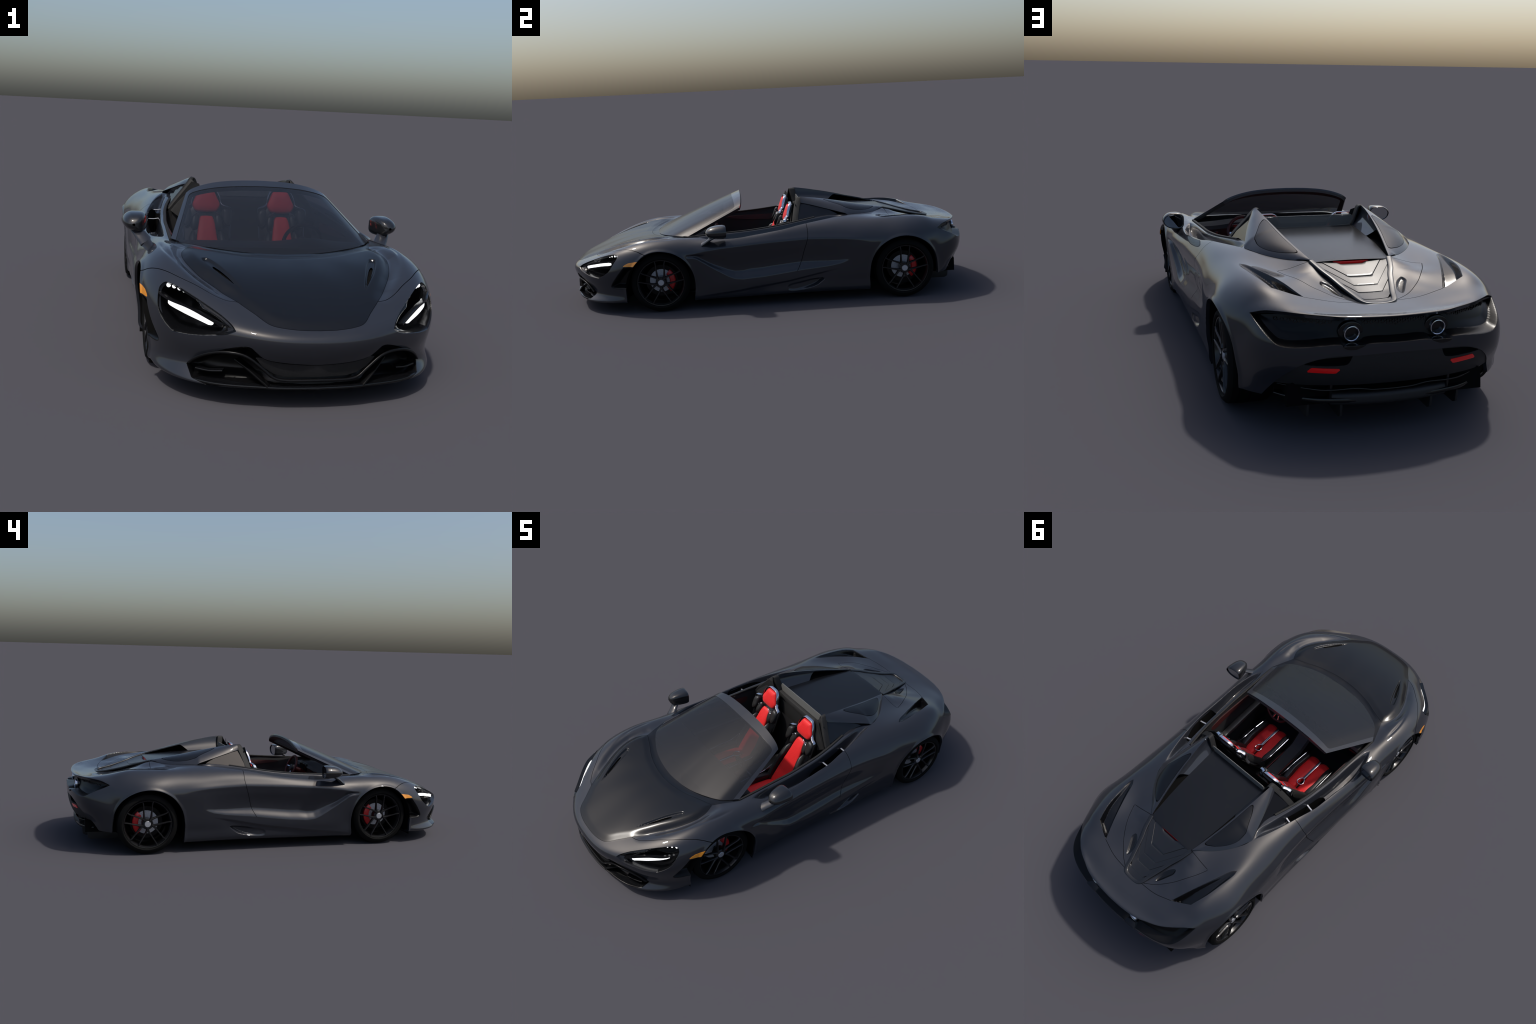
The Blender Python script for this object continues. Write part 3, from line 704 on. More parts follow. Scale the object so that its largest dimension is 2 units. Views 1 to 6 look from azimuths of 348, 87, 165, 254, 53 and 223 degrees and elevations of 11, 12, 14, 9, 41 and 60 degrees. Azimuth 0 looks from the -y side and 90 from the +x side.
# headlight pocket: hollow tub, deeper below the light bar
def hl_move(P, N):
    dd = np.maximum(hl_fun(P, N), 0)
    deep = np.maximum(smooth01(.245, .205, P[:, 2] - .25 * (P[:, 0] - .30)) * smooth01(.235, .30, P[:, 0]), .95 * smooth01(.29, .345, P[:, 0]))
    k = smooth01(0, .005, dd) * .012 + smooth01(.003, .020, dd) * (.007 + .10 * deep)
    return P + np.array([-.40, .90, -.05]) * k[:, None]
heads = panel('headlight', lamp, GLOSS, 0, move=hl_move)
BAR = catmull([(.366,-.772,.240),(.352,-.806,.2375),(.318,-.848,.2275),(.284,-.880,.2175),(.266,-.897,.212)], 6)
bar_sec = [(-.006,-.0062),(.004,-.0062),(.0055,0),(.004,.0062),(-.006,.0062)]
for sgn, h in zip((1, -1), heads):
    path = BAR * np.array([sgn, 1, 1])
    T, S, U = frame_along(path)
    sc = np.interp(np.arange(len(path)), [0, 2, len(path) - 3, len(path) - 1], [.75, 1, 1, .7])
    o = sweep('running_light', path, [(a_ * sgn, b_) for a_, b_ in bar_sec], scale=sc, mat=LIGHT, parent=h)
    # dark brow above the bar
    brow = catmull([(.385,-.752,.258),(.362,-.800,.251),(.318,-.848,.242),(.275,-.890,.226),(.240,-.925,.212)], 6) * np.array([sgn, 1, 1]) + np.array([0, .006, 0])
    sweep('lamp_brow', brow, [(-.010 * sgn,-.003),(.004 * sgn,-.002),(.005 * sgn,.001),(-.010 * sgn,.004)], mat=GLOSS, parent=h)
    for j, (px, py, pz) in enumerate([(.372,-.748,.2795),(.358,-.762,.2795),(.345,-.777,.2775),(.333,-.790,.2745)]):
        bm = bmesh.new(); bmesh.ops.create_uvsphere(bm, u_segments=16, v_segments=10, radius=.0062)
        me = bpy.data.meshes.new('led_spot'); bm.to_mesh(me); bm.free()
        me.polygons.foreach_set('use_smooth', np.ones(len(me.polygons), bool))
        s = add_object('led_spot', me, LIGHT, h); s.location = ((px - .006) * sgn, py + .0105, pz - .003); s.scale = (1, .6, 1)

# front mouth: recessed dark lining, chin plate, U-shaped bar, splitter
def mouth_move(P, N):
    dd = np.maximum(mouth_fun(P, N), 0); x, z = P[:, 0], P[:, 2]
    side = smooth01(.10, .17, x)
    k = smooth01(0, .010, dd) * (.012 + .018 * side) + .012 * smooth01(.010, .03, dd) * side
    return P + np.array([-.15, .98, 0]) * k[:, None]
panel('grille_lining', mouth, DARK, 0, True, move=mouth_move)
ubar = catmull([(.318,-.868,.098),(.300,-.886,.118),(.268,-.912,.137),(.228,-.938,.146),(.185,-.952,.139),(.140,-.962,.106),(.115,-.967,.086),(.090,-.970,.079),(.04,-.973,.078),(0,-.974,.078)], 5)
ubar = np.concatenate([ubar, (ubar * [-1, 1, 1])[::-1][1:]])
sweep('grille_frame', ubar, round_rect(.008, .0036, .0025, 3), mat=DARK, parent=body, up=(0, .25, 1))
chin = [(0,.124),(.09,.129),(.14,.138),(.16,.135),(.142,.112),(.112,.093),(.085,.086),(0,.085)]
ch = [(x, z) for x, z in chin] + [(-x, z) for x, z in chin[::-1][1:-1]]
V = []; 
for k in range(2):
    for x, z in ch: V.append((x, -.972 + .9 * x * x * 1.0 + (z - .085) * -.28 + .004 + k * .01, z))
n = len(ch)
add_object('chin_plate', mesh_from('chin_plate', V, [tuple(range(n)), tuple(range(2 * n - 1, n - 1, -1))] + [(i, n + i, n + (i + 1) % n, (i + 1) % n) for i in range(n)]), MATTE, body)
# duct fins and blades inside the side mouths
for sgn in (1, -1):
    fin = catmull([(.20,-.905,.118),(.17,-.935,.100),(.145,-.955,.080),(.125,-.965,.062)], 5) * np.array([sgn, 1, 1])
    sweep('grille_blade', fin, round_rect(.012, .003, .002, 2), mat=DARK, parent=body)
    fin = catmull([(.300,-.875,.088),(.27,-.893,.086),(.235,-.91,.090)], 5) * np.array([sgn, 1, 1])
    sweep('grille_blade', fin, round_rect(.012, .0025, .002, 2), mat=GLOSS, parent=body)
# splitter: thin plate under the nose
sp = catmull([(0,-.989),(.10,-.982),(.157,-.968),(.216,-.953),(.264,-.933),(.304,-.902),(.330,-.868),(.36,-.80)], 6)
so = np.concatenate([(sp * [-1, 1])[::-1], sp[1:]]); back = [(.36,-.72),(-.36,-.72)]
sp_poly = [tuple(p) for p in so] + back
prism('splitter', sp_poly, 'z', .0565, .0640, GLOSS, body, bevel=.003)

# side vent (front corner), marker, sill intake
panel('corner_vent', svent, DARK, 0, move=inset(flank(SIDE_VENT), .030, (-1, .25, 0), soft=.025))
panel('side_marker', marker, AMBER, .004, move=lambda P, N: P + N * .0006)
panel('sill_intake', sintake, PAINT, 0, move=inset(flank(SIDE_INTAKE), lambda P: .004 + .020 * smooth01(.10, .25, P[:, 1]), (-1, 0, 0), soft=.012))

# door channel
panel('door_channel', channel, PAINT, 0, move=ch_move)
panel('channel_intake', ch_hole, VOID, 0, move=lambda P, N: ch_move(P, N) - np.array([0, 0, .08]) * smooth01(0, .004, np.maximum(plan(CH_HOLE)(P, N), 0))[:, None])
for sgn in (1, -1):
    for y0 in (.070, .190):
        xa, xb = np.interp(y0, [-.01, .07, .16, .26], [.325, .317, .303, .284]) + .006, np.interp(y0, [0, .07, .146, .224], [.378, .373, .357, .339]) - .006
        zz = np.interp(y0, [0, .15, .3], [.353, .377, .398]) - .024
        sweep('intake_strut', np.array([(sgn * xa, y0, zz + .004), (sgn * (xa + xb) / 2, y0 + .004, zz), (sgn * xb, y0 + .008, zz)]), round_rect(.0035, .0012, .001, 2), mat=CAP, parent=body)

# haunch scoops and lid vents
panel('haunch_scoop', scoop, GLOSS, 0, move=lambda P, N: P + np.array([0, 0, -1.0]) * (scoop_depth(P) * smooth01(0, .012, np.maximum(scoop_fun(P, N), 0)))[:, None])
panel('lid_vent', svent2, HOOD, 0, move=inset(plan(SV, UP), .004, soft=.010))

# ---- tail --------------------------------------------------------------
def band_move(P, N):
    dd = np.maximum(band_fun(P, N), 0)
    k = .034 * smooth01(0, .010, dd) + .012 * smooth01(.16, .30, P[:, 0]) * smooth01(.004, .03, dd)
    up = smooth01(0, .012, dd)
    return P + np.stack([-.25 * k, -k, 0 * k], 1)
tail = panel('tail_panel', band, DARK, 0, True, move=band_move)[0]
panel('bumper_insert', pool.cut(lower, lambda P, N: P[:, 2] - .152)[0], MATTE, .02, True, move=lambda P, N: P - N * .003)

def hex_mesh(name, inside, to3d, x0, x1, z0, z1, r, w, mat, parent):
    """Honeycomb grille as thin hexagon frames."""
    V, F = [], []; dx = r * 1.5; dz = r * math.sqrt(3); i = 0; x = x0
    while x <= x1:
        z = z0 + (dz / 2 if i % 2 else 0)
        while z <= z1:
            if inside(x, z):
                o = len(V)
                for rr, dep in ((r * .98, 0), (r * .98 - w, 0), (r * .98 - w, .006)):
                    for k in range(6):
                        q = to3d(x + rr * math.cos(math.pi * k / 3), z + rr * math.sin(math.pi * k / 3)); V.append((q[0], q[1] - dep, q[2]))
                for k in range(6):
                    k2 = (k + 1) % 6
                    F.append((o + k, o + k2, o + 6 + k2, o + 6 + k)); F.append((o + 6 + k, o + 6 + k2, o + 12 + k2, o + 12 + k))
            z += dz
        x += dx; i += 1
    ob = add_object(name, mesh_from(name, V, F, 20), mat, parent); ob['kind'] = 'stuff'; return ob
y_tail = lambda x: float(np.interp(abs(x), [0, .12, .2, .26, .30, .34], [.957, .949, .926, .896, .868, .835]))
hex_mesh('tail_mesh', lambda x, z: .295 < z < .328 and abs(x) < .095, lambda x, z: (x, y_tail(x), z), -.1, .1, .29, .33, .0052, .0011, RIM, tail)
for sgn in (1, -1):
    hex_mesh('tail_mesh', lambda x, z: .160 < x < .315 and .285 + .1 * max(0, x - .27) < z < .326 - .05 * max(0, x - .22) , lambda x, z: (sgn * x, y_tail(x) + .003, z), .16, .33, .28, .335, .0052, .0011, RIM, tail)
    # dark horizontal brow (rear light line)
    br = catmull([(.350,.818,.324),(.31,.850,.331),(.25,.893,.333),(.18,.927,.331),(.15,.940,.330)], 5) * np.array([sgn, 1, 1])
    sweep('tail_light', br, [(-.012,-.002),(.004,-.002),(.005,.0015),(-.012,.003)], mat=GLOSS, parent=tail)
    # exhaust: ring, black plug standing in for the dark bore, shroud
    ex = empty('exhaust', body)
    tube = [(.0225,.890),(.0225,.962),(.0215,.9665),(.0195,.9670),(.0180,.9655),(.0175,.957),(.0175,.890)]
    rings = [[(sgn * .124 + r * math.cos(2 * math.pi * k / 40), yy, .2965 + r * math.sin(2 * math.pi * k / 40)) for r, yy in tube] for k in range(40)]
    me = mesh_from('exhaust_ring', [p for r in rings for p in r], grid_faces(40, len(tube), True, False), 40)
    bm = bmesh.new(); bm.from_mesh(me); bmesh.ops.recalc_face_normals(bm, faces=bm.faces); bm.to_mesh(me); bm.free()
    me.polygons.foreach_set('use_smooth', np.ones(len(me.polygons), bool))
    add_object('exhaust_ring', me, CHROME, ex)
    prism('exhaust_plug', [(sgn * .124 + .0177 * math.cos(2 * math.pi * k / 32), .2965 + .0177 * math.sin(2 * math.pi * k / 32)) for k in range(32)], 'y', .90, .952, VOID, ex)
    sh = [(sgn * .124 + (.034 if math.sin(t) < 0 else .036) * math.cos(t), .297 + .031 * math.sin(t)) for t in np.linspace(0, 2 * math.pi, 40, endpoint=False)]
    prism('exhaust_shroud', sh, 'y', .90, .956, GLOSS, ex, bevel=.003)
    cup = [(sgn * .126 + .030 * math.cos(t), .2735 + .012 * math.sin(t)) for t in np.linspace(math.pi, 2 * math.pi, 16)]
    prism('exhaust_cup', cup, 'y', .93, .9945, GLOSS, ex, bevel=.002)
panel('reflector', mirror_red, LAMP_RED, .006, move=lambda P, N: P - N * .0015)  # no lamp itself, yet the shared lamp red makes it glow faintly
panel('bumper_pocket', pocket, VOID, 0, move=lambda P, N: P - np.array([0, 1, 0]) * (.003 + .016 * smooth01(0, .005, np.maximum(rear_view(POCKET)(P, N), 0)))[:, None])
# diffuser: solid black block standing in for the dark recess, shelves, struts and four fins
prism('diffuser_backing', [(-.29,.09),(.29,.09),(.285,.15),(.25,.176),(-.25,.176),(-.285,.15)], 'y', .70, .930, VOID, body)
def shelf(name, pts, thick, mat):
    q = catmull(pts, 6); path = np.concatenate([q, (q * [-1, 1, 1])[::-1][1:]])
    k_ = np.minimum(1, .35 + 6 * (np.abs(path[0, 0]) - np.abs(path[:, 0])))
    return sweep(name, path, round_rect(.035, thick, thick * .8, 2), mat=mat, parent=body, scale=k_)
shelf('diffuser_shelf', [(.312,.880,.118),(.28,.892,.112),(.20,.913,.106),(.10,.926,.102),(0,.930,.100)], .007, GLOSS)
shelf('diffuser_blade', [(.305,.886,.147),(.24,.907,.141),(.17,.922,.137),(.10,.930,.139),(.06,.930,.132),(0,.930,.130)], .0022, GLOSS)
sweep('diffuser_block', catmull([(-.165,.918,.106),(-.10,.931,.105),(0,.936,.104),(.10,.931,.105),(.165,.918,.106)], 6), round_rect(.030, .018, .012, 4), mat=MATTE, parent=body)
for sgn in (1, -1):
    prism('diffuser_strut', [(.88,.10),(.948,.105),(.956,.17),(.88,.17)], 'x', sgn * .172 - .004, sgn * .172 + .004, GLOSS, body, bevel=.002)
    for x0, y1 in ((.134, .932), (.224, .913)):
        prism('diffuser_fin', [(.70,.085),(.70,.055),(.76,.041),(y1 - .015,.040),(y1,.048),(y1 + .004,.095)], 'x', sgn * x0 - .0035, sgn * x0 + .0035, MATTE, body, bevel=.001)
# floor
floor = [(0,-.93),(.20,-.90),(.32,-.80),(.34,-.72),(.22,-.71),(.22,-.36),(.39,-.36),(.39,.46),(.22,.47),(.22,.70),(0,.70)]
fl = floor + [(-x, y) for x, y in floor[::-1][1:-1]]
prism('underbody', fl, 'z', .047, .058, VOID, body)
loft('diffuser_ramp', [[(x, .69, .05), (x, .80, .072), (x, .90, .098), (x, .90, .106), (x, .80, .082), (x, .69, .06)] for x in (-.27, 0, .27)], True, True, MATTE, body)

# =====================================================================
#  5.  GLASSHOUSE: windscreen, buttresses, tonneau, engine cover
# =====================================================================
base_c = catmull(COWL, 8); zb = np.interp(base_c[:, 0], [0, .06, .147, .22, .285, .327], [.329, .330, .335, .341, .347, .346])
base_half = np.c_[base_c, zb]
top_half = catmull([(0,-.128,.5115),(.08,-.128,.5090),(.15,-.129,.5015),(.205,-.131,.488),(.236,-.134,.475),(.252,-.138,.463)], 8)
NU, NV = 49, 29
Bh, Th = resample(base_half, NU), resample(top_half, NU)
def screen(u, v):
    """u 0..1 from centre to side, v 0..1 from foot to header."""
    f = u * (NU - 1); i = np.clip(f.astype(int), 0, NU - 2); w = (f - i)[:, None]
    b = Bh[i] * (1 - w) + Bh[i + 1] * w; t = Th[i] * (1 - w) + Th[i + 1] * w
    p = b * (1 - v[:, None]) + t * v[:, None]
    bul = np.sin(np.pi * v) * (1 - u**2)
    return p + bul[:, None] * np.array([0, -.003, .006]) - (np.sin(np.pi * v) * np.sin(np.pi * u)**2 * .004)[:, None] * np.array([.5, -.5, .7])
uu, vv = np.meshgrid(np.linspace(0, 1, NU), np.linspace(0, 1, NV), indexing='ij')
def screen_object(name, umask, mat, off0, thick, parent):
    """Part of the screen where umask(u,v) > 0, as a shell of given thickness."""
    sp_ = Pool(screen(uu.ravel(), vv.ravel()), np.zeros((NU * NV, 3)))
    ii = np.arange(NU * NV).reshape(NU, NV)
    q = ii[:-1, :-1].ravel(), ii[1:, :-1].ravel(), ii[1:, 1:].ravel(), ii[:-1, 1:].ravel()
    T = np.concatenate([np.stack([q[0], q[1], q[2]], 1), np.stack([q[0], q[2], q[3]], 1)])
    sp_.N = vertex_normals(sp_.P, T); on = sp_.P[:, 0] < 1e-6; sp_.N[on, 0] = 0; sp_.N /= np.linalg.norm(sp_.N, axis=1)[:, None]
    if sp_.N[:, 2].mean() < 0: sp_.N *= -1; T = T[:, ::-1]
    uv = np.stack([uu.ravel(), vv.ravel(), np.zeros(NU * NV)], 1)
    geo, nrm = sp_.P, sp_.N
    sp_.P = np.concatenate([geo, uv], 1); sp_.N = nrm
    keep, _ = sp_.cut(T, lambda P, N: umask(P[:, 3], P[:, 4]))
    used, inv = np.unique(keep, return_inverse=True); T = inv.reshape(-1, 3)
    P = sp_.P[used, :3]; N = sp_.N[used]
    m = np.array([-1, 1, 1.0]); n = len(P)
    E = boundary_edges(T); E = E[~((P[E[:, 0], 0] < 1e-6) & (P[E[:, 1], 0] < 1e-6))]
    if thick is None:                                       # a single glazed sheet
        Q, QT = P + N * off0, T
    else:
        Po, Pi = P + N * off0, P + N * (off0 - thick)
        Q = np.concatenate([Po, Pi]); QT = np.concatenate([T, T[:, ::-1] + n, np.stack([E[:, 0], E[:, 0] + n, E[:, 1] + n], 1), np.stack([E[:, 0], E[:, 1] + n, E[:, 1]], 1)])
    A = np.concatenate([Q, Q * m]); AT = np.concatenate([QT, QT[:, ::-1] + len(Q)])
    me = skin_mesh(name, A, A, AT, False)
    bm = bmesh.new(); bm.from_mesh(me); bmesh.ops.remove_doubles(bm, verts=bm.verts, dist=1e-6)
    bmesh.ops.recalc_face_normals(bm, faces=bm.faces); bm.to_mesh(me); bm.free()
    me.polygons.foreach_set('use_smooth', np.ones(len(me.polygons), bool)); me.set_sharp_from_angle(angle=math.radians(40))
    return add_object(name, me, mat, parent)
def rim_dist(u, v):
    """>0 on the painted frame, <0 on the glass (rounded upper corners)."""
    a_, b_ = u - .932, v - .905
    r = .05; q = np.stack([a_ + r, b_ + r], 1)
    return np.linalg.norm(np.maximum(q, 0), axis=1) + np.minimum(np.maximum(q[:, 0], q[:, 1]), 0) - r
ws = empty('windscreen', car)
screen_object('windscreen_glass', lambda u, v: -rim_dist(u, v), GLASS, 0, None, ws)
screen_object('windscreen_frame', rim_dist, PAINT, .0015, .006, ws)
screen_object('windscreen_inner_frame', lambda u, v: rim_dist(u, v) + .010, MATTE, -.0048, .009, ws)

# cowl gutter between hood and glass
co = resample(catmull(HOOD_REAR, 6), 40)
# rim seal round the cockpit
seal = np.array([(x, y, z) for x, y, z in zip(*resample(catmull(RAIL_IN[:8], 5), 50).T, np.zeros(50))])
def drop(x, y, z=.8):
    """Height of the body skin under a plan position."""
    h = skin_tree.ray_cast(Vector((float(x), float(y), z)), Vector((0, 0, -1)))
    return h[0][2] if h[0] is not None else .36
# ---- wheel wells: black liners that start just behind the arch lip ----
for arch, y0 in ((FRONT_ARCH, -.538), (REAR_ARCH, .647)):
    ring = arch[(arch[:, 1] > .035) & ~((arch[:, 0] > .75) & (arch[:, 1] < .11))]
    ctr = np.array([y0, .14])
    def lip(q):
        q2 = ctr + (q - ctr) * 1.012
        h = skin_tree.ray_cast(Vector((.6, float(q2[0]), max(float(q2[1]), .062))), Vector((-1, 0, 0)))
        return (h[0][0] if h[0] is not None else .415) - .0035
    lx = np.array([lip(q) for q in ring])
    rows = [[(x_, *(ctr + (q - ctr) * 1.006)) for x_, q in zip(lx, ring)], [(x_ - .012, *(ctr + (q - ctr) * 1.012)) for x_, q in zip(lx, ring)],
            [(.38, *(ctr + (q - ctr) * 1.03)) for q in ring], [(.24, *(ctr + (q - ctr) * 1.03)) for q in ring],
            [(.20, *(ctr + (q - ctr) * .6)) for q in ring], [(.20, *(ctr + (q - ctr) * .02)) for q in ring]]
    mirror_copy(loft('wheel_well', rows, closed_ring=False, caps=False, mat=VOID, parent=body))

seal[:, 2] = [drop(min(x + .004, .34), y) + .0005 for x, y, _ in seal]
for sgn in (1, -1):
    sweep('door_seal', seal * np.array([sgn, 1, 1]), round_rect(.0055, .0042, .003, 3), mat=TRIM, parent=body)

# ---- buttresses -------------------------------------------------------
RIDGE3 = catmull([(.196,.172,.4935),(.189,.25,.482),(.176,.35,.463),(.158,.46,.439),(.128,.603,.4085)], 8)
LOWER3 = catmull([(.215,.166,.466),(.233,.215,.456),(.252,.275,.440),(.270,.335,.424),(.287,.392,.4085),(.287,.392,.4085),(.255,.465,.4040),(.205,.53,.4025),(.128,.6035,.4075)], 8)
DECK3 = catmull([(.158,.180,.4235),(.152,.30,.420),(.143,.45,.4135),(.126,.603,.4035)], 8)
n_b = 4 * 8                                           # from the corner B backwards the foot lies on the body
for q_ in range(n_b, len(LOWER3) - 4): LOWER3[q_, 2] = drop(LOWER3[q_, 0], LOWER3[q_, 1]) + .0008
nt_, nw_ = 61, 17
Rr, Lr, Dr = resample(RIDGE3, nt_), resample(LOWER3, nt_), resample(DECK3, nt_)
def butt_point(i, w):
    p = Rr[i] * (1 - w) + Lr[i] * w
    width = np.linalg.norm(Lr[i] - Rr[i])
    return p + np.array([.55, .1, .83]) * (.11 * width * math.sin(math.pi * w)**.9)
OVAL = catmull([(.265,.07),(.31,.36),(.40,.52),(.50,.68),(.58,.79),(.68,.80),(.77,.71),(.835,.50),(.86,.30),(.84,.14),(.76,.08),(.6,.06),(.4,.05)], 6, True)
for sgn in (1, -1):
    bt = empty('buttress', car)
    pts = np.array([[butt_point(i, w) for w in np.linspace(0, 1, nw_)] for i in range(nt_)]).reshape(-1, 3)
    tw = np.stack([np.repeat(np.linspace(0, 1, nt_), nw_), np.tile(np.linspace(0, 1, nw_), nt_)], 1)
    ii = np.arange(nt_ * nw_).reshape(nt_, nw_); q = ii[:-1, :-1].ravel(), ii[1:, :-1].ravel(), ii[1:, 1:].ravel(), ii[:-1, 1:].ravel()
    T = np.concatenate([np.stack([q[0], q[3], q[2]], 1), np.stack([q[0], q[2], q[1]], 1)])
    N = vertex_normals(pts, T)
    if N[:, 2].mean() < 0: N = -N; T = T[:, ::-1]
    bp = Pool(np.concatenate([pts, tw], 1), N)
    f_or = lambda off: (lambda P, N: outline_distance(P[:, 3:5], OVAL) + off)
    win, skin_b = bp.cut(T, f_or(0)); gap, win = bp.cut(win, lambda P, N: .012 - outline_distance(P[:, 3:5], OVAL))
    for nm, tr, mt, off in (('buttress_skin', skin_b, PAINT, 0), ('buttress_window', win, DARK_GLASS if False else HOOD, .0002), ('window_gap', gap, VOID, -.0025)):
        used, inv = np.unique(tr, return_inverse=True); t2 = inv.reshape(-1, 3)
        p = bp.P[used, :3] + bp.N[used] * off; n_ = bp.N[used] / np.linalg.norm(bp.N[used], axis=1)[:, None]
        p, n_, t2 = flange(p, n_, t2, .006)
        if sgn < 0: p = p * [-1, 1, 1]; n_ = n_ * [-1, 1, 1]; t2 = t2[:, ::-1]
        add_object(nm, skin_mesh(nm, p, n_, t2), mt, bt)
    # inner wall from ridge to deck; its rear half is an open dark hollow under the ridge
    wall = lambda i, w: (Rr[i] * (1 - w) + Dr[i] * w + np.array([.010, 0, 0]) * math.sin(math.pi * w) * (1 - i / nt_) - np.array([0, 0, .0008])) * np.array([sgn, 1, 1])
    reach = np.interp(np.arange(nt_), [0, .40 * nt_, .50 * nt_, nt_], [1, 1, .14, .10])
    loft('buttress_inner', [[wall(i, w * reach[i]) for i in range(nt_)] for w in np.linspace(0, 1, 9)], False, False, PAINT, bt)
    loft('buttress_lining', [[(np.array(butt_point(i, w)) - np.array([.003, 0, .006])) * np.array([sgn, 1, 1]) for i in range(int(nt_ * .38), nt_ - 2)] for w in np.linspace(.06, 1, 7)], False, False, VOID, bt)
    loft('buttress_floor', [[((Dr[i] * (1 - w) + Lr[i] * w) - np.array([0, 0, .004])) * np.array([sgn, 1, 1]) for i in range(int(nt_ * .30), nt_ - 2)] for w in np.linspace(0, 1, 4)], False, False, VOID, bt)
    # quarter glass and its dark pillar
    qg = [np.array(p) * [sgn, 1, 1] for p in [(.210,.168,.464),(.286,.119,.380),(.278,.20,.391),(.262,.285,.402),(.268,.345,.407),(.262,.315,.425),(.246,.265,.440),(.228,.212,.455)]]
    nq = len(qg); inn = [p - np.array([sgn * .004, 0, .001]) for p in qg]
    add_object('quarter_glass', mesh_from('quarter_glass', qg + inn, [tuple(range(nq)), tuple(range(2 * nq - 1, nq - 1, -1))] + [(i, (i + 1) % nq, nq + (i + 1) % nq, nq + i) for i in range(nq)]), DARK_GLASS, bt)
    tri_ = [np.array(p) * [sgn, 1, 1] for p in [(.264,.30,.400),(.287,.39,.404),(.262,.315,.424)]]
# dark hoop trim: pillar up to the buttress tip, down to the deck bar
hoop = catmull([(.287,.118,.374),(.262,.125,.408),(.230,.136,.447),(.203,.148,.481),(.196,.151,.4875),(.187,.153,.4875),(.178,.156,.470),(.166,.162,.440),(.156,.166,.420),(.156,.166,.420),(.08,.166,.4165),(0,.166,.416)], 6)
hoop = np.concatenate([hoop, (hoop * [-1, 1, 1])[::-1][1:]])
rows = []
for dy, dn in ((.028, -.001), (.026, .0030), (.002, .0030), (-.002, 0), (-.006, -.020), (-.014, -.055)):
    T_, S_, U_ = frame_along(hoop, up=(0, 1, 0)); nrm = np.cross(T_, np.array([0, 1.0, 0])); nrm /= np.linalg.norm(nrm, axis=1)[:, None]
    nrm *= np.sign(nrm[:, 2:3] + 1e-9)
    out = np.where((np.abs(hoop[:, 0]) > .19)[:, None], nrm, nrm)
    rows.append(hoop + np.array([0, dy, 0]) + out * dn)
loft('hoop_trim', rows, False, False, TRIM, car, angle=50)
# bulkhead behind the seats
bk = [(.287,.110,.372),(.20,.130,.478),(.17,.135,.47),(.150,.142,.412),(0,.145,.410)]
bk = bk + [(-x, y, z) for x, y, z in bk[::-1][1:]]
rows = [[(x, y, z) for x, y, z in bk], [(x * .98, .130, .25) for x, y, z in bk], [(x * .98, .118, .08) for x, y, z in bk]]
loft('bulkhead', rows, False, False, TRIM, car, angle=60)
# screen strip at the deck front, its pale colour imitating backlight
defl = [(-.150,.421),(.150,.421),(.163,.445),(.158,.459),(.150,.4615),(-.150,.4615),(-.158,.459),(-.163,.445)]
prism('wind_deflector', defl, 'y', .1805, .1835, CLEAR, car)
# tonneau deck
rows = []
for t in np.linspace(0, 1, 30):
    p = np.array([np.interp(t, np.linspace(0, 1, nt_), Dr[:, k]) for k in range(3)])
    rows.append([(p[0] * s, p[1], p[2] + .003 * (1 - s * s) * t - .002 * (1 - s**4) * (1 - t)) for s in np.linspace(-1, 1, 41)])
rows.append([(x, y + .0085, z - .0012) for x, y, z in rows[-1]]); rows.append([(x, y - .0015, z - .0025) for x, y, z in rows[-1]])
ob = loft('tonneau_cover', rows, False, False, HOOD, car, angle=60)

# ---- engine cover with stepped louvres ----------------------------------
cover = empty('engine_cover', car)
zc = interp([(.58,.4065),(.604,.4035),(.691,.378),(.739,.3635),(.777,.3525),(.82,.3440),(.856,.3370)])
hw = interp([(.58,.128),(.604,.120),(.70,.086),(.80,.054),(.838,.043),(.86,.034)])
def chevron(x): return 1.4 * np.maximum(np.abs(x) - .037, 0)
EDGES = [.60, .691, .739, .777, .820, .850]
for j in range(5):
    w0, w1 = EDGES[j] - (.012 if j else 0), EDGES[j + 1]
    ng, nr = 41, 12; rows = []
    for v in np.linspace(0, 1, nr):
        w = w0 + (w1 - w0) * v; row = []
        for u in np.linspace(-1, 1, ng):
            y = w
            for _ in range(12):
                x = u * float(hw(y)); y = w - float(chevron(x)) * (1 if j < 4 else .3)
            y = max(y, .6045) if j else max(y, .6045)
            row.append((x, y, float(zc(y)) + float(np.interp(v, [0, .22, 1], [-.012, -.0005, .0010])) - .003 * (1 - u * u)))
        rows.append(row)
    last = rows[-1]; rows.append([(x, y + .0012, z - .0012) for x, y, z in last]); rows.append([(x, y + .0012, z - .010) for x, y, z in last])
    loft('louvre', rows, False, False, LOUVRE, cover, angle=30)
loft('cover_base', [[(x * s, y, float(zc(y)) - .009) for s in np.linspace(-1, 1, 5)] for x, y in [(.128,.59),(.122,.62),(.095,.70),(.062,.80),(.048,.84),(.034,.853)]], False, False, VOID, cover)
rail = catmull([(.1265,.604,.4045),(.110,.66,.389),(.093,.70,.3765),(.0765,.75,.3620),(.060,.80,.3500),(.050,.835,.3435),(.040,.848,.3405),(.020,.8535,.3385),(0,.8545,.338)], 6)
rail = np.concatenate([rail, (rail * [-1, 1, 1])[::-1][1:]])
sweep('cover_frame', rail, round_rect(.0085, .0042, .003, 3), mat=LOUVRE, parent=cover)
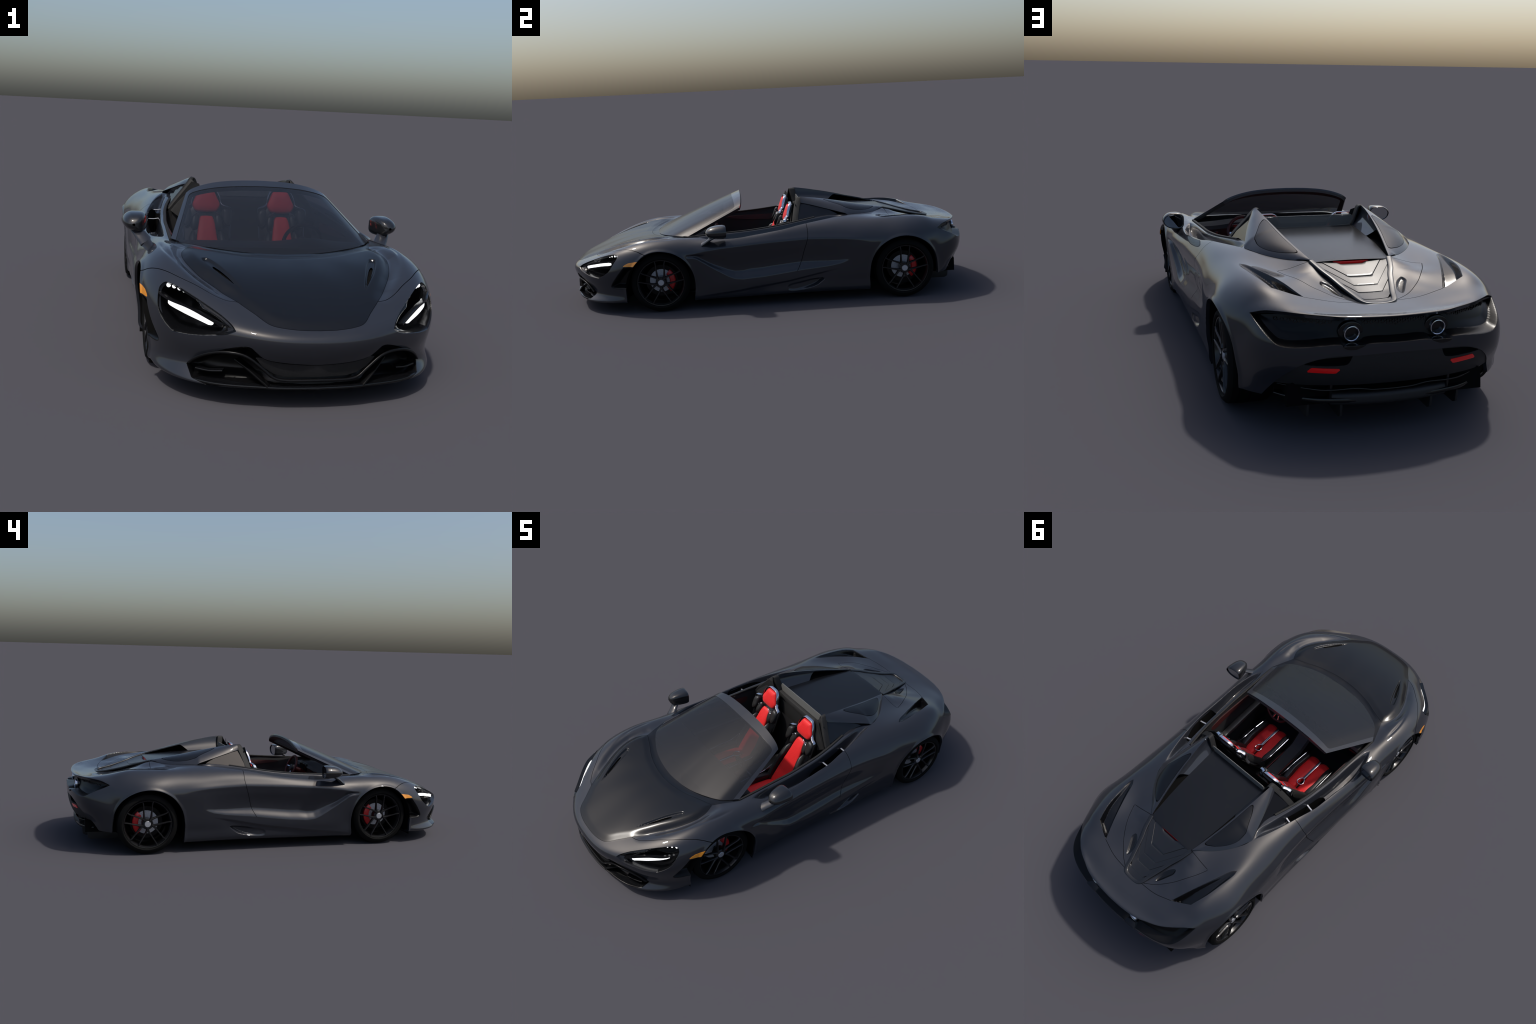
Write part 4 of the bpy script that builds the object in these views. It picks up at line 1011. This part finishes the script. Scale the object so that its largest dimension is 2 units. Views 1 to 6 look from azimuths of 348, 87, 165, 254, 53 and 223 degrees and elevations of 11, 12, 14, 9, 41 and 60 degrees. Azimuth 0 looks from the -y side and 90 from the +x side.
box('brake_light', (-.058, .6045, .3925), (.058, .6105, .4005), LAMP_RED, cover, bevel=.0015)

# ---- badge-free tail plinth under the cover: nothing
# =====================================================================
#  6.  MIRRORS
# =====================================================================
for sgn in (1, -1):
    mr = empty('door_mirror', car)
    rings = []
    for y, w, h, dx, dz in [(-.3095,.005,.004,.0,-.002),(-.3065,.016,.012,.0,-.002),(-.298,.0265,.021,-.001,-.001),(-.283,.034,.0275,-.001,0),(-.263,.0375,.031,-.001,.001),(-.243,.0385,.0325,-.0005,.0015),(-.229,.0386,.0328,0,.0015),(-.220,.0372,.0318,0,.0015),(-.2155,.0350,.0298,0,.0012)]:
        ring = []
        for k in range(48):
            t = 2 * math.pi * k / 48; cx, sx = math.cos(t), math.sin(t)
            ex = .95 if cx > 0 else .42
            px = abs(cx)**ex * (1 if cx > 0 else -1) * w; pz = abs(sx)**(.85 if cx > 0 else .6) * (1 if sx > 0 else -1) * h
            tilt = .16 * px                                   # top slopes down towards the tip
            if sx > 0: pz *= 1 - .22 * max(0, px / w)**2
            if cx < 0: px -= .22 * max(0, y + .285) * abs(cx)
            ring.append((sgn * (.4395 + dx + px * .95), y + .10 * px, .3775 + dz + pz * .95 + (tilt if sx < 0 else -.02 * px)))
        rings.append(ring)
    o = loft('mirror_shell', rings, True, False, SHELL, mr, angle=60)
    face = rings[-1]; c0 = np.mean(face, axis=0)
    inner = [tuple(c0 + (np.array(p) - c0) * .93) for p in face]; deep = [(x, y - .006, z) for x, y, z in inner]
    loft('mirror_rim', [face, inner, deep], True, False, GLOSS, mr)
    me = mesh_from('mirror_glass', [tuple(c0 + (np.array(p) - c0) * .925 + [0, -.004, 0]) for p in face], [tuple(range(48))], None)
    add_object('mirror_glass', me, MIRROR, mr)
    st = catmull([(.396,-.325,.318),(.406,-.308,.330),(.420,-.287,.346),(.432,-.265,.358)], 6) * np.array([sgn, 1, 1])
    sweep('mirror_stalk', st, [(a_ * 1.0, b_) for a_, b_ in circle2(.0085, 16, .021)], mat=PAINT, parent=mr, scale=np.interp(np.arange(len(st)), [0, len(st) - 1], [1.15, .9]), up=(0, -.6, .8))

# =====================================================================
#  7.  WHEELS
# =====================================================================
def build_wheel(y0, R, width, xo):
    w = empty('wheel', car)
    xi = xo - width; s = .012
    tyre = [(xi + .004, R - .034), (xi, R - .026), (xi + .002, R - .012), (xi + .012, R - .002), (xi + .03, R)]
    for k in range(1, 4):
        xc = xi + width * k / 4
        tyre += [(xc - .003, R), (xc - .0022, R - .003), (xc + .0022, R - .003), (xc + .003, R)]
    tyre += [(xo - .03, R), (xo - .012, R - .002), (xo - .002, R - .012), (xo, R - .022), (xo - .003, R - .027), (xo - .008, R - .0285)]
    revolve_x('tyre', tyre, 96, (0, y0, R), RUBBER, w, 35)
    rr = R - .0285
    lip = [(xo - .008, rr), (xo - .0055, rr - .001), (xo - .006, rr - .004), (xo - .012, rr - .0065), (xo - .02, rr - .009)]
    revolve_x('rim', lip, 96, (0, y0, R), RIM, w, 35)
    revolve_x('rim_barrel', [(xo - .02, rr - .009), (xo - .06, rr - .016), (xi + .03, rr - .014), (xi + .006, rr - .002), (xi + .004, R - .03)], 96, (0, y0, R), DARK, w, 35)
    xd = xo - .060
    revolve_x('brake_disc', [(xd - .004, .010), (xd - .004, .056), (xd - .010, .0575), (xd - .014, .056), (xd - .014, .01)], 64, (0, y0, R), DISC, w)
    revolve_x('brake_rotor', [(xd - .006, .050), (xd - .006, .077), (xd - .016, .077), (xd - .016, .050)], 64, (0, y0, R), DARK, w)
    # spokes: five pairs
    for p in range(5):
        for q in (-1, 1):
            a0 = math.radians(72 * p + q * 35); a1 = math.radians(72 * p + q * 12.6); am = math.radians(72 * p + q * 20.0)
            path = []
            for r, a, x in ((.021, a0, xo - .013), (.034, math.radians(72 * p + q * 29), xo - .013), (.053, am, xo - .0115), (.078, math.radians(72 * p + q * 14.8), xo - .0085), (rr - .018, a1, xo - .0065), (rr - .004, a1, xo - .007)):
                path.append((x, y0 + r * math.sin(a), R + r * math.cos(a)))
            path = catmull(path, 5)
            sc = np.interp(np.arange(len(path)), [0, 5, 12, len(path) - 1], [1.5, 1.3, .95, .85])
            sweep('spoke', path, [(-.0040, -.007), (.0040, -.007), (.0034, .002), (.0018, .0038), (-.0018, .0038), (-.0034, .002)], mat=RIM, parent=w, up=(1, 0, 0), scale=sc)
    revolve_x('hub', [(xo - .045, .028), (xo - .018, .0265), (xo - .0145, .0235), (xo - .0140, .016), (xo - .02, .0155)], 48, (0, y0, R), RIM, w)
    revolve_x('hub_cap', [(xo - .02, .0150), (xo - .0125, .0148), (xo - .0105, .0132), (xo - .0100, .0)], 40, (0, y0, R), CAP, w)
    # caliper behind the axle
    arc = []
    for t in np.linspace(38, 142, 15):
        arc.append((math.radians(t)))
    rows = []
    for t in arc:
        e = min(1, min(abs(t - arc[0]), abs(t - arc[-1])) / .18 + .55)
        rows.append([(xd + .002 + dx * e, y0 + r * math.sin(t), R + r * math.cos(t)) for dx, r in ((-.022, .040), (.006, .040), (.0105, .044), (.0105, .062), (.006, .068), (-.022, .068))])
    loft('brake_caliper', rows, True, True, CALIPER, w, 40)
    return w
for y0, R, wd, xo in ((-.537, .142, .112, .4135), (.6495, .1435, .138, .418)):
    w = build_wheel(y0, R, wd, xo)
    tw = empty('wheel', car)
    for c_ in [c_ for c_ in bpy.data.objects if c_.parent == w]:
        t_ = mirror_copy(c_); t_.parent = tw
# =====================================================================
#  8.  CABIN
# =====================================================================
cabin = car
tub_o = [(.318,-.40),(.322,-.2),(.315,0),(.30,.10)]
rows = []
for z, k in ((.352, 1.0), (.30, .965), (.20, .93), (.075, .90)):
    r_ = [(x * k, y, z + (.0 if z < .35 else (y + .2) * .04)) for x, y in [(.30,-.50),(.318,-.40),(.322,-.2),(.315,0),(.295,.12)]]
    r_ = r_ + [(-x, y, zz) for x, y, zz in r_[::-1]]
    rows.append(r_)
loft('cabin_tub', rows, True, False, CABIN, cabin, 60)
prism('cabin_floor', [(-.30,-.52),(.30,-.52),(.30,.12),(-.30,.12)], 'z', .060, .066, CABIN, cabin)
# dashboard
rows = []
for x in np.linspace(-.305, .305, 31):
    hump = .012 * math.exp(-((x - .145) / .075)**2)
    fwd = -.50 + .35 * x * x
    rows.append([(x, fwd, .318), (x, fwd + .05, .330 + hump * .5), (x, -.355, .334 + hump), (x, -.322, .331 + hump), (x, -.312, .318 + hump * .6), (x, -.325, .285), (x, -.340, .235), (x, -.45, .20), (x, -.50, .22)])
loft('dashboard', rows, True, True, BLACK_LEATHER, cabin, 40)
prism('dash_trim', [(-.30,.268),(.30,.268),(.30,.276),(-.30,.276)], 'y', -.337, -.324, RED_TRIM, cabin, bevel=.002)
box('instrument_display', (.095, -.322, .300), (.195, -.308, .338), GLOSS, cabin, bevel=.003)
box('centre_screen', (-.032, -.335, .232), (.032, -.312, .318), GLOSS, cabin, bevel=.004)
for sgn in (1, -1):
    revolve_y = [(.012 * math.cos(t), .012 * math.sin(t)) for t in np.linspace(0, 2 * math.pi, 20, endpoint=False)]
    prism('air_vent', [(sgn * .245 + a_, .30 + b_) for a_, b_ in revolve_y], 'y', -.330, -.309, RIM, cabin, bevel=.002)
# centre console
rows = []
for y, z, w_ in ((-.34,.245,.045),(-.28,.195,.040),(-.22,.150,.038),(-.10,.130,.038),(.02,.130,.038),(.10,.14,.040)):
    rows.append([(-w_, y, .07), (-w_, y, z - .012), (-w_ + .010, y, z), (w_ - .010, y, z), (w_, y, z - .012), (w_, y, .07)])
loft('centre_console', rows, True, True, BLACK_LEATHER, cabin, 40)
for sgn in (1, -1):
    box('console_edge', (sgn * .033 - .002, -.20, .128), (sgn * .033 + .002, .06, .134), RED_TRIM, cabin, bevel=.001)
# steering wheel (left-hand drive: +x)
sw = empty('steering_wheel', cabin)
ctr = np.array([.145, -.238, .316]); ax = np.array([0, .93, .36]); ax /= np.linalg.norm(ax)
e1 = np.array([1.0, 0, 0]); e2 = np.cross(ax, e1); e2 *= np.sign(e2[2])
ringp = np.array([ctr + .066 * (math.cos(t) * e1 + (math.sin(t) * (.93 if math.sin(t) < 0 else 1)) * e2) for t in np.linspace(0, 2 * math.pi, 48, endpoint=False)])
sweep('steering_rim', ringp, circle2(.0065, 12), True, up=tuple(ax), mat=WHEEL_RED, parent=sw)
for t in (0, 180, 255, 285):
    t = math.radians(t); d_ = math.cos(t) * e1 + math.sin(t) * e2
    sweep('steering_spoke', np.array([ctr - ax * .006 + d_ * .012, ctr - ax * .005 + d_ * .035, ctr + d_ * .064]), round_rect(.0065, .003, .002, 2), mat=CHROME, parent=sw, up=tuple(ax))
hubp = np.array([ctr - ax * .016, ctr - ax * .010, ctr + ax * .003])
sweep('steering_hub', hubp, circle2(.020, 24), up=(0, 0, 1), mat=BLACK_LEATHER, parent=sw, scale=[1.1, 1.1, .9])
sweep('steering_column', np.array([ctr - ax * .01, ctr - ax * .09]), circle2(.016, 16), mat=RED_TRIM, parent=sw)
# door cards with red inlay and arm rest
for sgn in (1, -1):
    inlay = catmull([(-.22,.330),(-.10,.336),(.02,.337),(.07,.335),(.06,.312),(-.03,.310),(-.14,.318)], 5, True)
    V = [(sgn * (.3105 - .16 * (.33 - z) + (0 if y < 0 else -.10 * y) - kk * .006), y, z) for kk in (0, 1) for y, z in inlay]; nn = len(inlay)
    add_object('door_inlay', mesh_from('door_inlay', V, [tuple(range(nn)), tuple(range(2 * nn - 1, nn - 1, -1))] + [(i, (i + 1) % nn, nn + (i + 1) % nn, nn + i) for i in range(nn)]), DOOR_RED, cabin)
    arm = catmull([(.290,-.32,.235),(.286,-.18,.235),(.280,-.05,.235),(.272,.06,.24)], 5) * np.array([sgn, 1, 1])
    sweep('arm_rest', arm, round_rect(.016, .011, .006, 3), mat=BLACK_LEATHER, parent=cabin)

# ---- seats -------------------------------------------------------------
def cushion(name, rows, mat, parent, sub=1):
    """Soft body from coarse rings, rounded by subdivision."""
    o = loft(name, rows, True, True, mat, parent, 80); return finish(o, 0, 2, sub, 80)
def pad(outline, front, normal, thick, name, mat, parent, puff=.006):
    """Upholstered pad: outline (x, s) on a plane 'front(s)->(y,z)', bulged and rounded."""
    o = np.array(outline, float); c = o.mean(0); rings = []
    for k, off in ((.92, -thick), (1.0, -thick * .75), (1.0, -thick * .22), (.965, .0), (.86, puff * .7), (.45, puff), (.12, puff * 1.05)):
        ring = []
        for x, s in o:
            x2, s2 = c + (np.array([x, s]) - c) * k
            y, z = front(s2); ring.append((x2, y + normal[0] * off, z + normal[1] * off))
        rings.append(ring)
    return loft(name, rings, True, True, mat, parent, 70)

def build_seat(cx):
    st = empty('seat', cabin)
    # plane of the backrest: s measured up the back
    bz = lambda s: (np.interp(s, [0, .12, .22, .32], [-.062, .014, .080, .112]), np.interp(s, [0, .12, .22, .32], [.100, .222, .352, .452]))
    nb = (-.86, .50)
    sym = lambda L: catmull([(cx + x, s) for x, s in L] + [(cx - x, s) for x, s in L[::-1]], 5, True)
    pad(sym([(.052,.300-.068),(.050,.262),(.038,.296),(.026,.310)]) if False else sym([(.016,.2375),(.040,.2405),(.0505,.255),(.0525,.266),(.0430,.2880),(.0335,.3090),(.0285,.3155),(.012,.3170)]), bz, (-.97, .25), .024, 'headrest', RED, st, .006)
    pad(sym([(.050,.000),(.053,.06),(.048,.12),(.037,.17),(.030,.208),(.022,.222),(.010,.224)]), bz, nb, .016, 'backrest_centre', RED, st, .004)
    # black side bolsters and shoulder wings
    for sgn in (1, -1):
        L = [(.053,.0),(.057,.06),(.052,.12),(.042,.172),(.052,.184),(.068,.167),(.080,.10),(.084,.03),(.080,.0)]
        pad(catmull([(cx + sgn * x, s) for x, s in L], 4, True), bz, nb, .030, 'side_bolster', BLACK_LEATHER, st, .018)
        L = [(.036,.190),(.030,.222),(.045,.232),(.060,.205),(.055,.186)]
        pad(catmull([(cx + sgn * x, s) for x, s in L], 4, True), bz, nb, .022, 'shoulder_pad', BLACK_LEATHER, st, .010)
        L = [(.064,.205),(.060,.232),(.064,.252),(.088,.246),(.094,.222),(.084,.196)]
        pad(catmull([(cx + sgn * x, s) for x, s in L], 4, True), lambda s: (bz(s)[0] - .012, bz(s)[1]), (-.8, .2), .03, 'shoulder_wing', BLACK_LEATHER, st, .008)
        ringp = np.array([(cx + sgn * (.040 + .0135 * math.cos(t) * .9 - .004 * math.sin(t)), bz(.224)[0] - .012, .364 + .010 * math.sin(t) * .62 - sgn * 0 - .0060 * math.cos(t)) for t in np.linspace(0, 2 * math.pi, 28, endpoint=False)])
        sweep('belt_ring', ringp, circle2(.0011, 8), True, up=(0, 1, .2), mat=CHROME, parent=st)
        L = [(.061,-.240),(.062,-.12),(.060,-.045),(.082,-.05),(.086,-.13),(.080,-.230)]
        pad(catmull([(cx + sgn * x, y) for x, y in L], 4, True), lambda s: (s, np.interp(s, [-.25, -.05], [.147, .141])), (0, 1), .04, 'cushion_bolster', BLACK_LEATHER, st, .012)
        edge = np.array([(cx + sgn * .084, -.240, .150), (cx + sgn * .088, -.14, .154), (cx + sgn * .088, -.07, .156), (cx + sgn * .086, -.02, .18)])
        sweep('seat_rail', catmull(edge, 5), circle2(.0018, 8), mat=CHROME, parent=st)
    # cushion in two halves with the open slot between
    for L in ([(.007,-.244),(.058,-.244),(.060,-.10),(.052,-.050),(.012,-.045),(.008,-.10)],):
        for sgn in (1, -1):
            pad(catmull([(cx + sgn * x, y) for x, y in L], 4, True), lambda s: (s, np.interp(s, [-.25, -.05], [.130, .121])), (0, 1), .03, 'seat_cushion', RED, st, .006)
    sweep('buckle_strap', catmull([(cx, -.240, .134), (cx, -.16, .134), (cx, -.115, .133)], 4), round_rect(.006, .003, .002, 2), mat=CHROME, parent=st)
    yk = np.array([(cx + .016 * math.cos(t) * (1 + .3 * math.sin(t)), -.095 + .020 * math.sin(t), .134) for t in np.linspace(0, 2 * math.pi, 24, endpoint=False)])
    sweep('buckle_yoke', yk, circle2(.0026, 8), True, mat=CHROME, parent=st)
    # bright shell edge round the back
    ed = catmull([(.088,.06,.27),(.090,.075,.315),(.094,.082,.36),(.092,.086,.385),(.070,.092,.393),(.058,.102,.400),(.051,.108,.425),(.040,.116,.447),(.026,.120,.4575),(0,.121,.459)], 5)
    ed = np.concatenate([ed, (ed * [-1, 1, 1])[::-1][1:]]) + np.array([cx, 0, 0])
    sweep('shell_edge', ed, round_rect(.0020, .0070, .0015, 2), mat=CHROME, parent=st, up=(0, 1, .15))
    # hard back shell
    L = [(.050,.0),(.084,.05),(.088,.13),(.090,.20),(.086,.24),(.060,.252),(.052,.275),(.040,.312),(.020,.322)]
    pad(sym(L), lambda s: (bz(s)[0] + .026, bz(s)[1] - .004), (.9, -.3), .018, 'seat_shell', GLOSS, st, .004)
    return st
build_seat(.145); build_seat(-.145)
